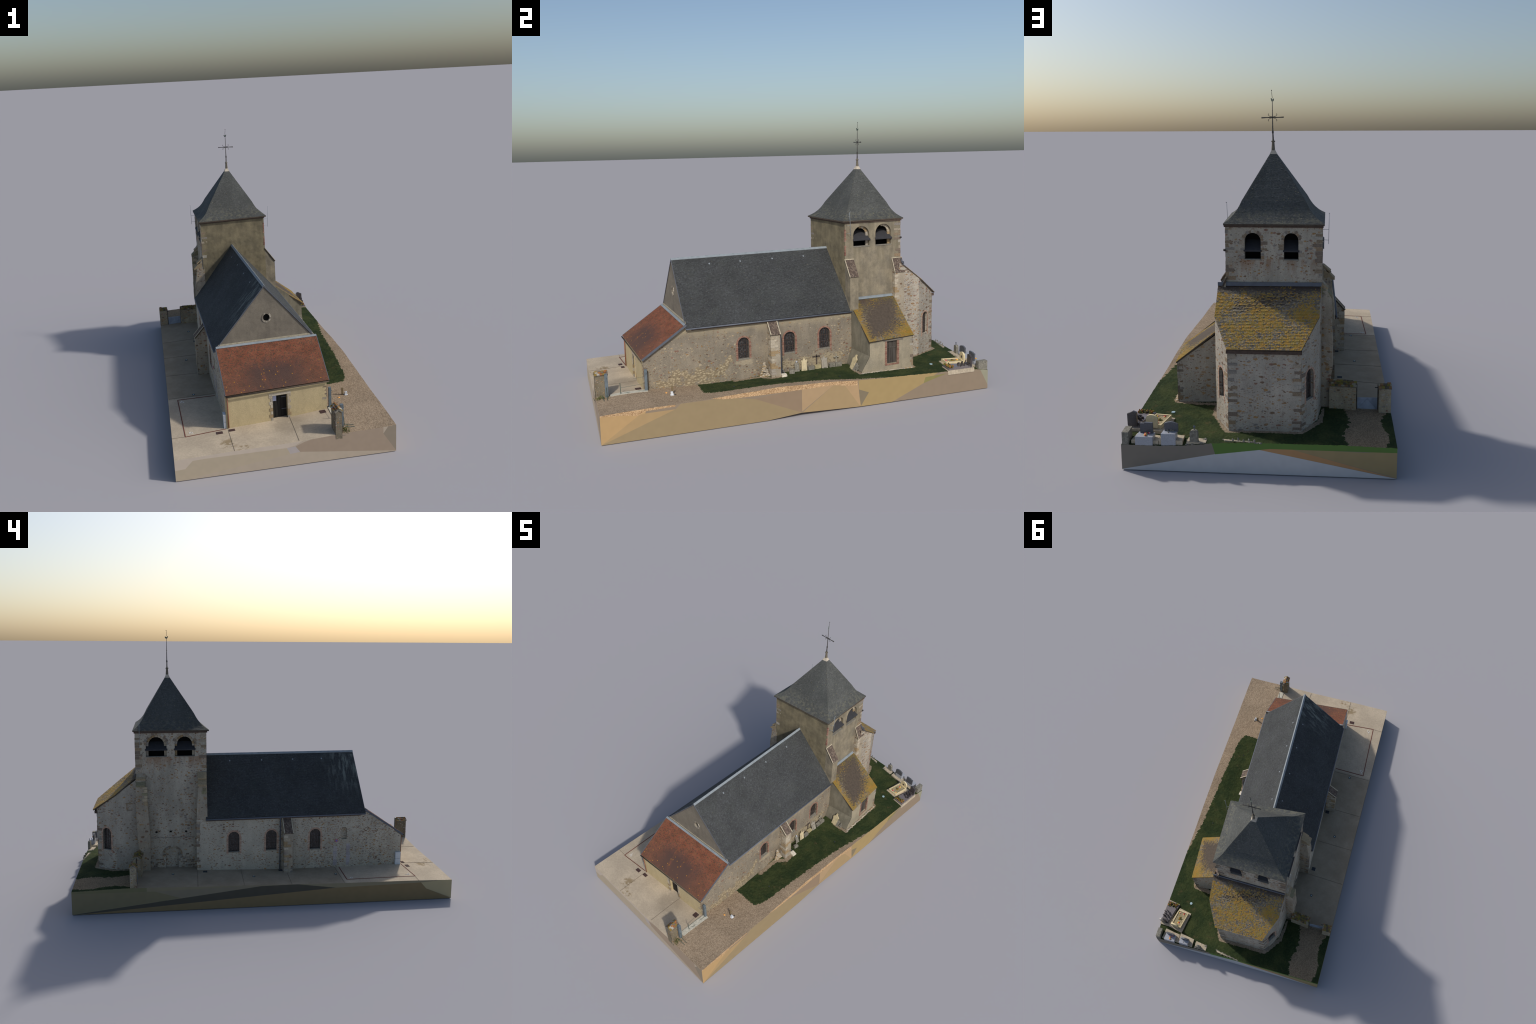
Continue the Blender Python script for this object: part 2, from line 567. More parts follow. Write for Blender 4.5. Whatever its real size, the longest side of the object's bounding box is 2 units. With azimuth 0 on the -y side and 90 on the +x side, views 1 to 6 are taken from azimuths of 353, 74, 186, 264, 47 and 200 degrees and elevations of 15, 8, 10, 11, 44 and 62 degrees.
    MT["annex_tile"] = lichen_tile("chapel_tile", 0.50, annex=True)
    MT["red_tile"] = red_tile()
    MT["cap_tile"] = by_island("buttress_tile", [lin(84, 72, 64, K), lin(96, 84, 74, K), lin(76, 66, 60, K), lin(104, 92, 82, K)])
    MT["edge"] = plain("mortar_verge", lin(176, 166, 144, KE), 0.9)
    MT["grass"] = grass()
    MT["gravel"] = gravel("gravel", lin(158, 141, 119, .9), lin(124, 107, 88, .9))
    MT["spill"] = gravel("spilled_gravel", lin(214, 182, 142, 1.05), lin(152, 120, 86, 1.05))
    MT["path"] = gravel("path_gravel", lin(142, 125, 101, .88), lin(108, 93, 74, .88))
    MT["apron"] = gravel("apron_gravel", lin(152, 138, 117, .9), lin(118, 104, 86, .9))
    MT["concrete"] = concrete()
    MT["joint"] = plain("joint_filler", lin(112, 102, 88, .87), 0.9)
    MT["red_line"] = plain("bay_line_paint", lin(104, 62, 52, .87), 0.8)
    MT["paint"] = plain("white_marking", lin(204, 202, 196, .87), 0.8)
    MT["mat"] = plain("door_mat", lin(66, 50, 48, .87), 0.95)
    MT["drain"] = plain("drain_grate", lin(46, 52, 58, .87), 0.7)
    MT["lamp"] = plain("lamp_lens", lin(150, 172, 178, .87), 0.35, 0.05)
    MT["granite"] = plain("grey_granite", lin(150, 153, 160, .87), 0.4, 0.14, 300, 0.4)
    MT["granite_mid"] = plain("blue_granite", lin(78, 80, 85, .85), 0.4, 0.2, 320, 0.4)
    MT["granite_dark"] = plain("dark_granite", lin(62, 58, 58, .8), 0.3, 0.3, 260, 0.5)
    MT["old_stone"] = plain("weathered_stone", lin(118, 115, 105, .9), 0.9, 0.35, 110)
    MT["cream_stone"] = plain("cream_stone", lin(202, 187, 150, .9), 0.8, 0.1)
    MT["white_stone"] = plain("white_limestone", lin(204, 190, 156, KE), 0.8, 0.08)
    MT["grave_gravel"] = gravel("grave_gravel", lin(168, 156, 126, .87), lin(126, 114, 88, .87))
    MT["concrete_edge"] = plain("grave_concrete", lin(168, 156, 136, .87), 0.9, 0.2, 90)
    MT["moss_tile"] = by_island("clay_cap_tile", [lin(150, 104, 62, 1.0), lin(164, 158, 146, 1.0), lin(128, 108, 58, 1.0), lin(138, 92, 60, 1.0), lin(108, 98, 88, 1.0)])
    MT["moss_cap"] = by_island("mossy_cap_tile", [lin(104, 96, 56, .95), lin(124, 112, 54, .95), lin(92, 82, 66, .95), lin(126, 98, 66, .95), lin(84, 78, 62, .95), lin(140, 132, 110, .95)])
    MT["flower"] = by_island("grave_flower", [lin(196, 60, 72, .87), lin(226, 168, 176, .87), lin(214, 184, 70, .87), lin(170, 44, 56, .87)])
    MT["shrub"] = by_island("grave_shrub", [lin(120, 108, 44, .87), lin(84, 92, 46, .87), lin(134, 90, 50, .87), lin(70, 62, 44, .87)])
    MT["terracotta"] = plain("terracotta", lin(206, 150, 84, .87), 0.9)
    MT["sign"] = plain("sign_blue", lin(96, 96, 140, .6), 0.5)
    MT["sign_red"] = plain("sign_red", lin(170, 84, 84, .6), 0.5)
    MT["plank"] = plain("grey_lintel", lin(104, 98, 90, K), 0.9, 0.2, 60)
    MT["weed"] = by_island("weed_leaf", [lin(84, 92, 52, .87), lin(124, 118, 76, .87), lin(72, 80, 44, .87)])


def window_glass():
    m = Mat("leaded_glass", 0.35, 0.5)
    br = m.voro(190, m.scale(1, 1, 0.8))
    sp = m.n("ShaderNodeSeparateColor")
    m.put(sp.inputs[0], br.outputs["Color"])
    c = m.ramp(sp.outputs[0], [(0, (0.012, 0.012, 0.013, 1)), (0.6, (0.03, 0.028, 0.027, 1)), (0.9, (0.06, 0.06, 0.062, 1)), (1, (0.09, 0.08, 0.08, 1))])
    return m.done(c)


def wood(name, a, b):
    m = Mat(name, 0.8)
    c = m.mix(m.remap(m.noise(90, 4, 0.6, m.scale(1, 1, 0.08)), 0.3, 0.7), a, b)
    return m.done(c)


def slate(name, cols, nave):
    m = Mat(name, 0.7, 0.15)
    c = m.ramp(m.island(), [(0.0, cols[0]), (0.35, cols[2]), (0.75, cols[2]), (1.0, cols[1])])
    big = m.noise(7, 5, 0.62, m.scale(1, 1, 0.7))
    c = m.val(c, m.remap(big, 0.3, 0.7, 0.86, 1.14))
    # greenish bloom
    c = m.mix(m.math('MULTIPLY', m.remap(m.noise(16, 4), 0.45, 0.7), 0.22), c, lin(80, 84, 80, 1.1))
    o = m.xyz()
    if nave:
        # pale lichen streaks near the west ridge end of the south gable
        k = m.math('MULTIPLY', m.remap(o[1], -0.34, -0.5), m.remap(o[2], 0.46, 0.66))
        k = m.math('MULTIPLY', k, m.math('LESS_THAN', o[0], -0.002))
        k = m.math('MULTIPLY', k, m.remap(m.noise(55, 5, 0.65, m.scale(0.25, 1.3, 0.25)), 0.42, 0.66))
        c = m.mix(m.math('MULTIPLY', k, 0.62), c, lin(136, 144, 136, .9))
        thr = (0.74, 0.78)
    else:
        k = m.math('MULTIPLY', m.remap(o[2], 0.97, 0.89), m.remap(m.noise(60, 4), 0.45, 0.68))
        c = m.mix(m.math('MULTIPLY', k, 0.5), c, lin(112, 110, 94, .88))
        thr = (0.72, 0.76)
    sp = m.voro(110)
    rnd = m.n("ShaderNodeSeparateColor")
    m.put(rnd.inputs[0], sp.outputs["Color"])
    dot = m.math('MULTIPLY', m.math('GREATER_THAN', rnd.outputs[0], 0.965 if nave else 0.93), m.remap(sp.outputs["Distance"], 0.24, 0.14))
    tint = m.mix(rnd.outputs[1], lin(150, 132, 66, .9), lin(176, 172, 130, .9))
    c = m.mix(m.math('MULTIPLY', dot, 0.22 if nave else 0.5), c, tint)
    return m.done(c)


def lichen_tile(name, amount, annex=False):
    m = Mat(name, 0.9, 0.15)
    kk = 1.15 if annex else .82
    isl = m.island()
    c = m.ramp(isl, [(0, lin(100, 93, 83, kk)), (0.4, lin(118, 110, 98, kk)), (0.8, lin(132, 124, 110, kk)), (1, lin(146, 138, 122, kk))])
    o = m.xyz()
    big = m.noise(11, 4, 0.6)
    fine = m.noise(150, 3, 0.6)
    k = m.math('ADD', m.math('MULTIPLY', fine, 0.75), m.math('MULTIPLY', big, 0.70))
    k = m.math('ADD', k, m.math('MULTIPLY', isl, 0.12))
    if annex:
        c = m.mix(m.remap(o[2], 0.395, 0.45), c, lin(92, 80, 70, kk))
        c = m.mix(m.math('MULTIPLY', m.remap(m.noise(17, 4), 0.40, 0.60), 0.62), c, lin(112, 103, 62, kk))
        pale = m.math('MULTIPLY', m.remap(o[1], 0.46, 0.39), m.remap(o[2], 0.41, 0.37))
        c = m.mix(m.math('MULTIPLY', pale, 0.45), c, lin(142, 130, 108, kk))
        k = m.math('ADD', k, m.remap(o[2], 0.31, 0.45, 0.01, -0.10))
        k = m.math('ADD', k, m.remap(o[1], 0.43, 0.37, 0.0, 0.10))
        k = m.math('ADD', k, m.remap(o[1], 0.59, 0.63, 0.0, 0.09))
    else:
        c = m.mix(m.remap(o[2], 0.60, 0.632), c, lin(70, 60, 54, kk))
        k = m.math('ADD', k, m.remap(o[2], 0.60, 0.63, 0.0, -0.15))
    k = m.remap(k, 1.185 - amount + 0.06, 1.185 - amount + 0.14)
    y = m.mix(m.remap(m.noise(60, 3), 0.35, 0.65), lin(164, 124, 42, kk), lin(146, 124, 54, kk))
    c = m.mix(m.math('MULTIPLY', k, 0.75 if annex else 0.82), c, y)
    return m.done(c)


def red_tile():
    m = Mat("red_clay_tile", 0.85, 0.2)
    isl = m.island()
    kk = .88
    c = m.ramp(isl, [(0, lin(88, 66, 54, kk)), (0.3, lin(108, 71, 55, kk)), (0.7, lin(125, 75, 57, kk)), (1, lin(114, 80, 58, kk))])
    c = m.val(c, m.remap(m.noise(22, 4), 0.3, 0.7, 0.82, 1.15))
    o = m.xyz()
    # sooty patch low in the middle
    k = m.math('MULTIPLY', m.remap(o[2], 0.40, 0.34), m.remap(m.math('ABSOLUTE', m.math('SUBTRACT', o[0], 0.02)), 0.2, 0.06))
    k = m.math('MULTIPLY', k, m.remap(m.noise(13, 4, 0.6, m.scale(1.5, 0.5, 0.5)), 0.30, 0.5))
    c = m.mix(m.math('MULTIPLY', k, 0.95), c, lin(72, 58, 56, kk))
    low = m.remap(o[2], 0.40, 0.29)
    c = m.mix(m.math('MULTIPLY', low, 0.5), c, lin(94, 70, 58, kk))
    sp = m.voro(75)
    rnd = m.n("ShaderNodeSeparateColor")
    m.put(rnd.inputs[0], sp.outputs["Color"])
    dot = m.math('MULTIPLY', m.math('GREATER_THAN', rnd.outputs[0], 0.86), m.remap(sp.outputs["Distance"], 0.24, 0.15))
    dot = m.math('MULTIPLY', dot, m.remap(o[2], 0.39, 0.33))
    c = m.mix(m.math('MULTIPLY', dot, 0.8), c, lin(186, 132, 44, kk))
    return m.done(c)


def grass():
    m = Mat("lawn", 0.95, 0.1)
    n1, n2 = m.noise(14, 5, 0.6), m.noise(160, 4, 0.65)
    c = m.mix(m.remap(n1, 0.35, 0.68), lin(40, 51, 30, .88), lin(57, 64, 37, .88))
    c = m.mix(m.math('MULTIPLY', m.remap(m.noise(24, 5, 0.65), 0.58, 0.74), 0.6), c, lin(88, 76, 52, .88))
    c = m.val(c, m.remap(n2, 0.25, 0.75, 0.72, 1.3))
    m.bump(n2, 0.6, 0.002)
    return m.done(c)


def gravel(name, a, b):
    m = Mat(name, 0.95, 0.12)
    v = m.voro(330)
    sp = m.n("ShaderNodeSeparateColor")
    m.put(sp.inputs[0], v.outputs["Color"])
    n2 = m.noise(170, 5, 0.7)
    c = m.mix(m.remap(m.math('ADD', m.math('MULTIPLY', sp.outputs[0], 0.5), m.math('MULTIPLY', n2, 0.8)), 0.35, 0.95), b, a)
    c = m.val(c, m.remap(m.noise(8, 4), 0.3, 0.7, 0.9, 1.08))
    m.bump(m.math('ADD', n2, v.outputs["Distance"]), 0.5, 0.0015)
    return m.done(c)


def concrete():
    m = Mat("pavement_concrete", 0.9, 0.15)
    c = m.mix(m.remap(m.noise(7, 6, 0.62), 0.35, 0.65), lin(178, 164, 143, .87), lin(163, 150, 131, .87))
    c = m.val(c, m.remap(m.noise(120, 4, 0.7), 0.25, 0.75, 0.9, 1.1))
    o = m.xyz()

    def spot(cx, cy, r, thr):
        d = m.math('SQRT', m.math('ADD', m.math('POWER', m.math('SUBTRACT', o[0], cx), 2.0), m.math('POWER', m.math('SUBTRACT', o[1], cy), 2.0)))
        return m.math('MULTIPLY', m.remap(d, r, r * 0.4), m.remap(m.noise(38, 4, 0.6), thr, thr + 0.04))
    # oil stain in front of the annexe, a darker patch at the door
    for sp in (spot(-0.232, -0.925, 0.055, 0.5), spot(-0.165, -0.98, 0.045, 0.55)):
        c = m.mix(m.math('MULTIPLY', sp, 0.7), c, lin(120, 102, 70, .87))
    c = m.mix(m.math('MULTIPLY', spot(0.06, -0.83, 0.11, 0.35), 0.3), c, lin(100, 92, 78, .87))
    # shade over the north half of the yard, put into the colour
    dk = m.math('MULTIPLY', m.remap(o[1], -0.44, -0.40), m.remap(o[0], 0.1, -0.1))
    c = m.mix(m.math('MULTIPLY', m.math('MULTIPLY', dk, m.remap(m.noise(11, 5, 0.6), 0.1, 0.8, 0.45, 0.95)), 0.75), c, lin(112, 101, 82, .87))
    return m.done(c)


make_materials()

# ------------------------------------------------------------------ root and parts
root = bpy.data.objects.new("village_church", None)
bpy.context.scene.collection.objects.link(root)
root["label"] = "old stone village church with slate bell tower on ground block"
root["category"] = "church"


# ------------------------------------------------------------------ ground
SW, SE_, NE_, NW_ = (-.4785, -.998), (.532, -.9695), (.4765, .9995), (-.5345, .969)
CTRL = [(-.478, -.998, .102), (-.21, -.99, .110), (.08, -.98, .113), (.26, -.977, .122), (.40, -.975, .124), (.47, -.972, .127), (.532, -.969, .134),
        (.523, -.636, .139), (.517, -.39, .147), (.512, -.264, .146), (.505, -.03, .145), (.497, .2, .141), (.528, -.82, .138), (.457, -.362, .151), (.465, -.25, .157), (.471, -.12, .158), (.474, -.02, .156), (.463, .114, .147), (.417, -.498, .139), (.374, -.334, .132), (.40, .2, .129), (.33, -.34, .128), (.34, -.1, .128), (.345, .743, .1165), (.25, .72, .1135), (.19, .76, .1145), (.41, .68, .118), (.23, .645, .1145), (.30, -.83, .139), (.32, -.90, .137), (.49, .52, .126), (.483, .756, .118), (.475, 1.0, .096), (.40, .997, .095), (.32, .995, .095), (.42, .93, .114), (.30, .93, .115),
        (.25, .993, .097), (.15, .985, .114), (.0, .985, .120), (-.15, .981, .121), (-.38, .974, .122), (-.534, .969, .117),
        (-.525, .648, .126), (-.505, -.083, .114), (-.492, -.516, .108), (.27, -.75, .136), (-.23, -.795, .114), (0, -.775, .119), (.07, -.768, .122),
        (.243, -.158, .127), (.245, .07, .130), (.24, .28, .129), (.38, .325, .128), (.357, .633, .121), (.094, .888, .120), (-.18, .88, .122),
        (-.258, .77, .127), (-.283, .595, .133), (-.283, .35, .132), (-.32, -.126, .114), (-.38, .673, .133), (.29, -.92, .133), (-.45, .35, .122), (-.30, .12, .122)]
_c = np.array(CTRL)


def tps_fit():
    n = len(_c)
    d = np.sqrt(((_c[:, None, :2] - _c[None, :, :2]) ** 2).sum(-1))
    k = np.where(d > 0, d * d * np.log(d + 1e-9), 0.0) + np.eye(n) * 0.01
    p = np.c_[np.ones(n), _c[:, :2]]
    a = np.block([[k, p], [p.T, np.zeros((3, 3))]])
    return np.linalg.solve(a, np.r_[_c[:, 2], np.zeros(3)])


_w = tps_fit()


def ground_np(xy):
    d = np.sqrt(((xy[:, None, :] - _c[None, :, :2]) ** 2).sum(-1))
    k = np.where(d > 0, d * d * np.log(d + 1e-9), 0.0)
    return k @ _w[:len(_c)] + _w[len(_c)] + xy @ _w[len(_c) + 1:]


def gz(x, y):
    return float(ground_np(np.array([[x, y]]))[0])


GRASS_EDGE = [(-.50, .405), (-.46, .432), (-.40, .440), (-.19, .452), (0, .456), (.18, .464), (.33, .479), (.47, .497), (.55, .51), (2, .6)]
APRON = [((.262, -.30), (.257, -.17)), ((.257, -.17), (.300, -.118)), ((.300, -.118), (.292, -.07)), ((.39, .325), (.30, .315)),
         ((.384, .325), (.358, .632)), ((.18, .645), (.176, .74)), ((.35, .636), (.2, .636)), ((.17, .74), (.098, .892)), ((.098, .894), (-.183, .886)), ((-.183, .884), (-.25, .785)), ((-.25, .785), (-.265, .68))]


def region(x, y):
    """0 concrete 1 gravel 2 grass 3 gravel apron 4 path"""
    w = V((x, y, 0))
    j = 0.010 * mnoise.noise(w * 55) + 0.006 * mnoise.noise(w * 150)
    if x < -.2 and y < .662:
        return 0
    if y < -.6 and x < .266 + (y + .75) * -.04:
        return 0
    if y > .655 and x < -.26:
        e = -.352 + .01 * math.sin(y * 30)
        if -.497 + .012 * math.sin(y * 25 + 1) + j < x < e + 1.3 * j:
            return 4
        return 2
    d = min(seg_dist((x, y), a, b) for a, b in APRON)
    if d < .013 + 0.5 * j:
        return 3
    if y > -.49 + j * .8:
        for (y0, x0), (y1, x1) in zip(GRASS_EDGE, GRASS_EDGE[1:]):
            if y0 <= y <= y1:
                if x < x0 + (x1 - x0) * (y - y0) / (y1 - y0) + j * .8:
                    return 2
                return 1
    return 1


def build_ground():
    nx, ny = 252, 492
    a, b = np.meshgrid(np.linspace(0, 1, nx), np.linspace(0, 1, ny))
    c = [np.array(p) for p in (SW, SE_, NE_, NW_)]
    xy = ((1 - a) * (1 - b))[..., None] * c[0] + (a * (1 - b))[..., None] * c[1] + (a * b)[..., None] * c[2] + ((1 - a) * b)[..., None] * c[3]
    flat = xy.reshape(-1, 2)
    h = ground_np(flat)
    cen = 0.25 * (xy[:-1, :-1] + xy[1:, :-1] + xy[:-1, 1:] + xy[1:, 1:])
    reg = np.array([[region(*cen[j, i]) for i in range(nx - 1)] for j in range(ny - 1)])
    amp = {0: .0002, 1: .0011, 2: .0016, 3: .0014, 4: .0009}
    vr = np.zeros((ny, nx), int)
    vr[:-1, :-1] = reg
    vr[-1, :-1] = reg[-1]
    vr[:-1, -1] = reg[:, -1]
    vr[-1, -1] = reg[-1, -1]
    z = h.reshape(ny, nx).copy()
    for j in range(ny):
        for i in range(nx):
            r = vr[j, i]
            p = V((xy[j, i, 0], xy[j, i, 1], r))
            lift = .0012 if r == 2 else 0.0
            z[j, i] += lift + amp[r] * (mnoise.noise(p * 140) + .8 * mnoise.noise(p * 60))
    vs = np.c_[flat, z.reshape(-1)]
    parent = None
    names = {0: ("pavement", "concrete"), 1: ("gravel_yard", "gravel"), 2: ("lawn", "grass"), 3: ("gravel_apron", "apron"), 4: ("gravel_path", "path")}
    # side skirt first: it is the ground block itself, the surfaces are its parts
    blk = build_skirt(vs.reshape(ny, nx, 3))
    for r in (0, 1, 2, 3, 4):
        jj, ii = np.nonzero(reg == r)
        q = np.stack([jj * nx + ii, jj * nx + ii + 1, (jj + 1) * nx + ii + 1, (jj + 1) * nx + ii], 1)
        used, inv = np.unique(q, return_inverse=True)
        m = Mesh()
        m.v = [tuple(p) for p in vs[used]]
        m.f = [tuple(int(k) for k in f) for f in inv.reshape(-1, 4)]
        m.mi = [0] * len(m.f)
        m.obj(names[r][0], MT[names[r][1]], blk, smooth=True, kind="stuff" if r else None)
    return blk


# flat filler patches on the four cut sides of the block: (colour, polygon in s, z)
def skirt_patches():
    ke, ks, kn, kw = 1.05, .66, (.24, .28, .36), (.25, .29, .37)
    east = [
        ("spill", [(.42, .16), (.55, .134), (.62, .130), (.75, .128), (.934, .128), (1.1, .129), (1.15, .120), (1.225, .112), (1.225, .17), (.42, .17)]),
        ("spill", [(0, .128), (.1, .122), (.16, .112), (.20, .128), (.33, .131), (.33, .17), (0, .17)]),
        (lin(180, 150, 108, ke), [(0, 0), (.0, .15), (.20, .128), (.195, .118), (.17, .115)]),
        (lin(168, 143, 106, ke), [(0, 0), (.17, .115), (.195, .118), (.33, .118)]),
        (lin(150, 133, 103, ke), [(0, 0), (.33, .118), (.355, .14), (.56, .14), (.70, .115), (.934, .014), (.763, 0)]),
        (lin(143, 124, 103, ke), [(.70, .115), (.934, .132), (.934, .014)]),
        (lin(170, 145, 113, ke), [(.934, .132), (1.10, .131), (.934, .02)]),
        (lin(162, 140, 106, ke), [(1.10, .131), (1.15, .130), (1.239, .002), (.934, .014)]),
        (lin(174, 147, 113, ke), [(1.15, .130), (1.228, .115), (1.239, .002)]),
        (lin(128, 117, 97, ke), [(1.23, .090), (1.285, .068), (1.242, .004)]),
        (lin(134, 128, 84, ke), [(1.60, .105), (1.726, .11), (1.59, .075)]),
        (lin(162, 141, 100, ke), [(1.228, .15), (1.726, .15), (1.59, .075), (1.41, .0), (1.239, .0)]),
        (lin(148, 146, 126, ke), [(1.91, .13), (1.98, .16), (1.98, 0)]),
        (lin(141, 126, 108, ke), [(1.726, .115), (1.76, .16), (1.91, .16), (1.91, .13), (1.98, 0), (1.41, 0), (1.59, .075)]),
    ]
    south = [
        (lin(164, 152, 138, ks), [(0, .052), (.045, .055), (.08, .09), (.13, .092), (.50, .090), (.54, .097), (.60, .13), (0, .13)]),
        (lin(152, 140, 121, ks), [(0, .052), (.045, .055), (.08, .09), (.13, .092), (.50, .090), (.515, .058), (.02, 0), (0, 0)]),
        (lin(150, 142, 138, ks), [(.50, .090), (.54, .092), (.56, .062), (.515, .058)]),
        (lin(122, 112, 98, ks), [(.95, .097), (.98, .14), (1.02, .14), (1.02, 0.0), (1.011, .002)]),
        (lin(136, 121, 105, ks), [(.54, .092), (.58, .108), (.80, .16), (.95, .13), (.95, .097), (1.011, .002), (.56, .062)]),
        (lin(152, 140, 124, ks), [(.02, 0), (.515, .058), (.56, .062), (1.011, .002)]),
    ]
    north = [
        (lin(58, 76, 38, .35), [(-.01, .100), (.46, .100), (.66, .072), (.68, .14), (-.01, .14)]),
        (lin(80, 76, 62, kn), [(-.01, .105), (.12, .098), (.385, .102), (0, .003)]),
        (lin(92, 76, 60, kn), [(.385, .102), (.55, .105), (0, .001)]),
        (lin(96, 104, 118, kn), [(.55, .105), (.65, .075), (1.02, 0), (0, 0)]),
        (lin(66, 67, 69, kn), [(.65, .075), (.74, .08), (.81, .10), (1.02, .14), (1.02, 0)]),
    ]
    west = [
        (lin(90, 89, 78, kw), [(-.01, 0), (.14, .06), (.17, .094), (.02, .105), (-.01, .105)]),
        (lin(68, 63, 52, kw), [(0, 0), (.14, .06), (.17, .094), (.63, .085), (1.9, .002), (1.9, 0)]),
        (lin(42, 43, 43, kw), [(.63, .085), (.83, .112), (1.02, .11), (1.97, 0), (1.9, .002)]),
        (lin(70, 70, 67, kw), [(.83, .112), (1.20, .112), (1.56, .105), (1.43, .064)]),
        (lin(66, 66, 58, kw), [(1.43, .064), (1.56, .105), (1.98, .108), (1.98, 0)]),
        (lin(72, 72, 66, kw), [(0, .08), (1.6, .08), (1.6, .15), (0, .15)]),
        (lin(62, 64, 54, kw), [(1.5, .05), (1.98, .05), (1.98, .15), (1.5, .15)]),
    ]
    return dict(south=south, east=east, north=north, west=west)


def build_skirt(g):
    ny, nx, _ = g.shape
    rows = dict(south=g[0, :], east=g[:, -1], north=g[-1, ::-1], west=g[::-1, 0])
    # patch lists run from the west end on the north side and from the south end on the west side
    flip = dict(south=False, east=False, north=True, west=True)
    m = Mesh()
    mats = []
    for side, patches in skirt_patches().items():
        ring = rows[side]
        p0, p1 = V(ring[0]), V(ring[-1])
        L = math.hypot(p1.x - p0.x, p1.y - p0.y)
        top = [(math.hypot(q[0] - p0.x, q[1] - p0.y), q[2]) for q in ring]
        bottom = [(L, 0.0), (0.0, 0.0)]
        if side == 'east':
            bottom = [(L, 0.0), (1.24, .002), (.934, .014), (.763, 0.0), (0.0, 0.0)]
        outline = top[::1] + bottom
        pts = list(outline)
        edges = [(i, (i + 1) % len(pts)) for i in range(len(pts))]
        polys = []
        for col, poly in patches:
            poly = [((L - a) if flip[side] else a, z) for a, z in poly]
            polys.append(poly)
            o = len(pts)
            pts += poly
            edges += [(o + i, o + (i + 1) % len(poly)) for i in range(len(poly))]
            mats.append(MT["spill"] if col == "spill" else plain("cut_face_" + side, col, 0.95, 0.03, 30, 0.1))
        base = len(mats) - len(patches)
        r = delaunay_2d_cdt([V(p) for p in pts], edges, [], 0, 1e-6)
        fr = Face(p0[:2], p1[:2])
        vs = [fr(p.x, p.y) for p in r[0]]
        groups = {}
        for f in r[2]:
            c = sum((r[0][i] for i in f), V((0, 0))) / 3
            if not inside(c, outline):
                continue
            k = next((i for i, p in enumerate(polys) if inside(c, p)), None)
            if k is None:
                k = len(polys) - 1 if side != 'west' else len(polys) - 2
            ar = (r[0][f[1]] - r[0][f[0]]).cross(r[0][f[2]] - r[0][f[0]])
            groups.setdefault(k, []).append(tuple(f) if ar > 0 else tuple(f[::-1]))
        o = len(m.v)
        m.v += [tuple(p) for p in vs]
        for k, fs in groups.items():
            m.f += [tuple(i + o for i in f) for f in fs]
            m.mi += [base + k] * len(fs)
    under = [(*SW, 0), (*SE_, 0), (.5105, -.206, 0), (.5055, -.037, .014), (.4965, .269, .002), (*NE_, 0), (*NW_, 0)]
    m.add(under, [(0, 2, 1), (0, 3, 2), (0, 6, 3), (3, 6, 4), (4, 6, 5)], 0)
    return m.obj("ground_block", mats, root)


ground = build_ground()


def strip(m, pts, w, lift=.0004, th=.0008, mi=0):
    """thin painted or filled strip following the ground"""
    for (x0, y0), (x1, y1) in zip(pts, pts[1:]):
        d = V((x1 - x0, y1 - y0, 0))
        k = max(1, int(d.length / .04))
        n = V((-d.y, d.x, 0)).normalized() * w * .5
        for i in range(k):
            a = V((x0, y0, 0)) + d * (i / k)
            b = V((x0, y0, 0)) + d * ((i + 1) / k)
            za, zb = gz(a.x, a.y) + lift, gz(b.x, b.y) + lift
            p = [a - n + Z * za, b - n + Z * zb, b + n + Z * zb, a + n + Z * za]
            m.prism(p, Z * th, mi)


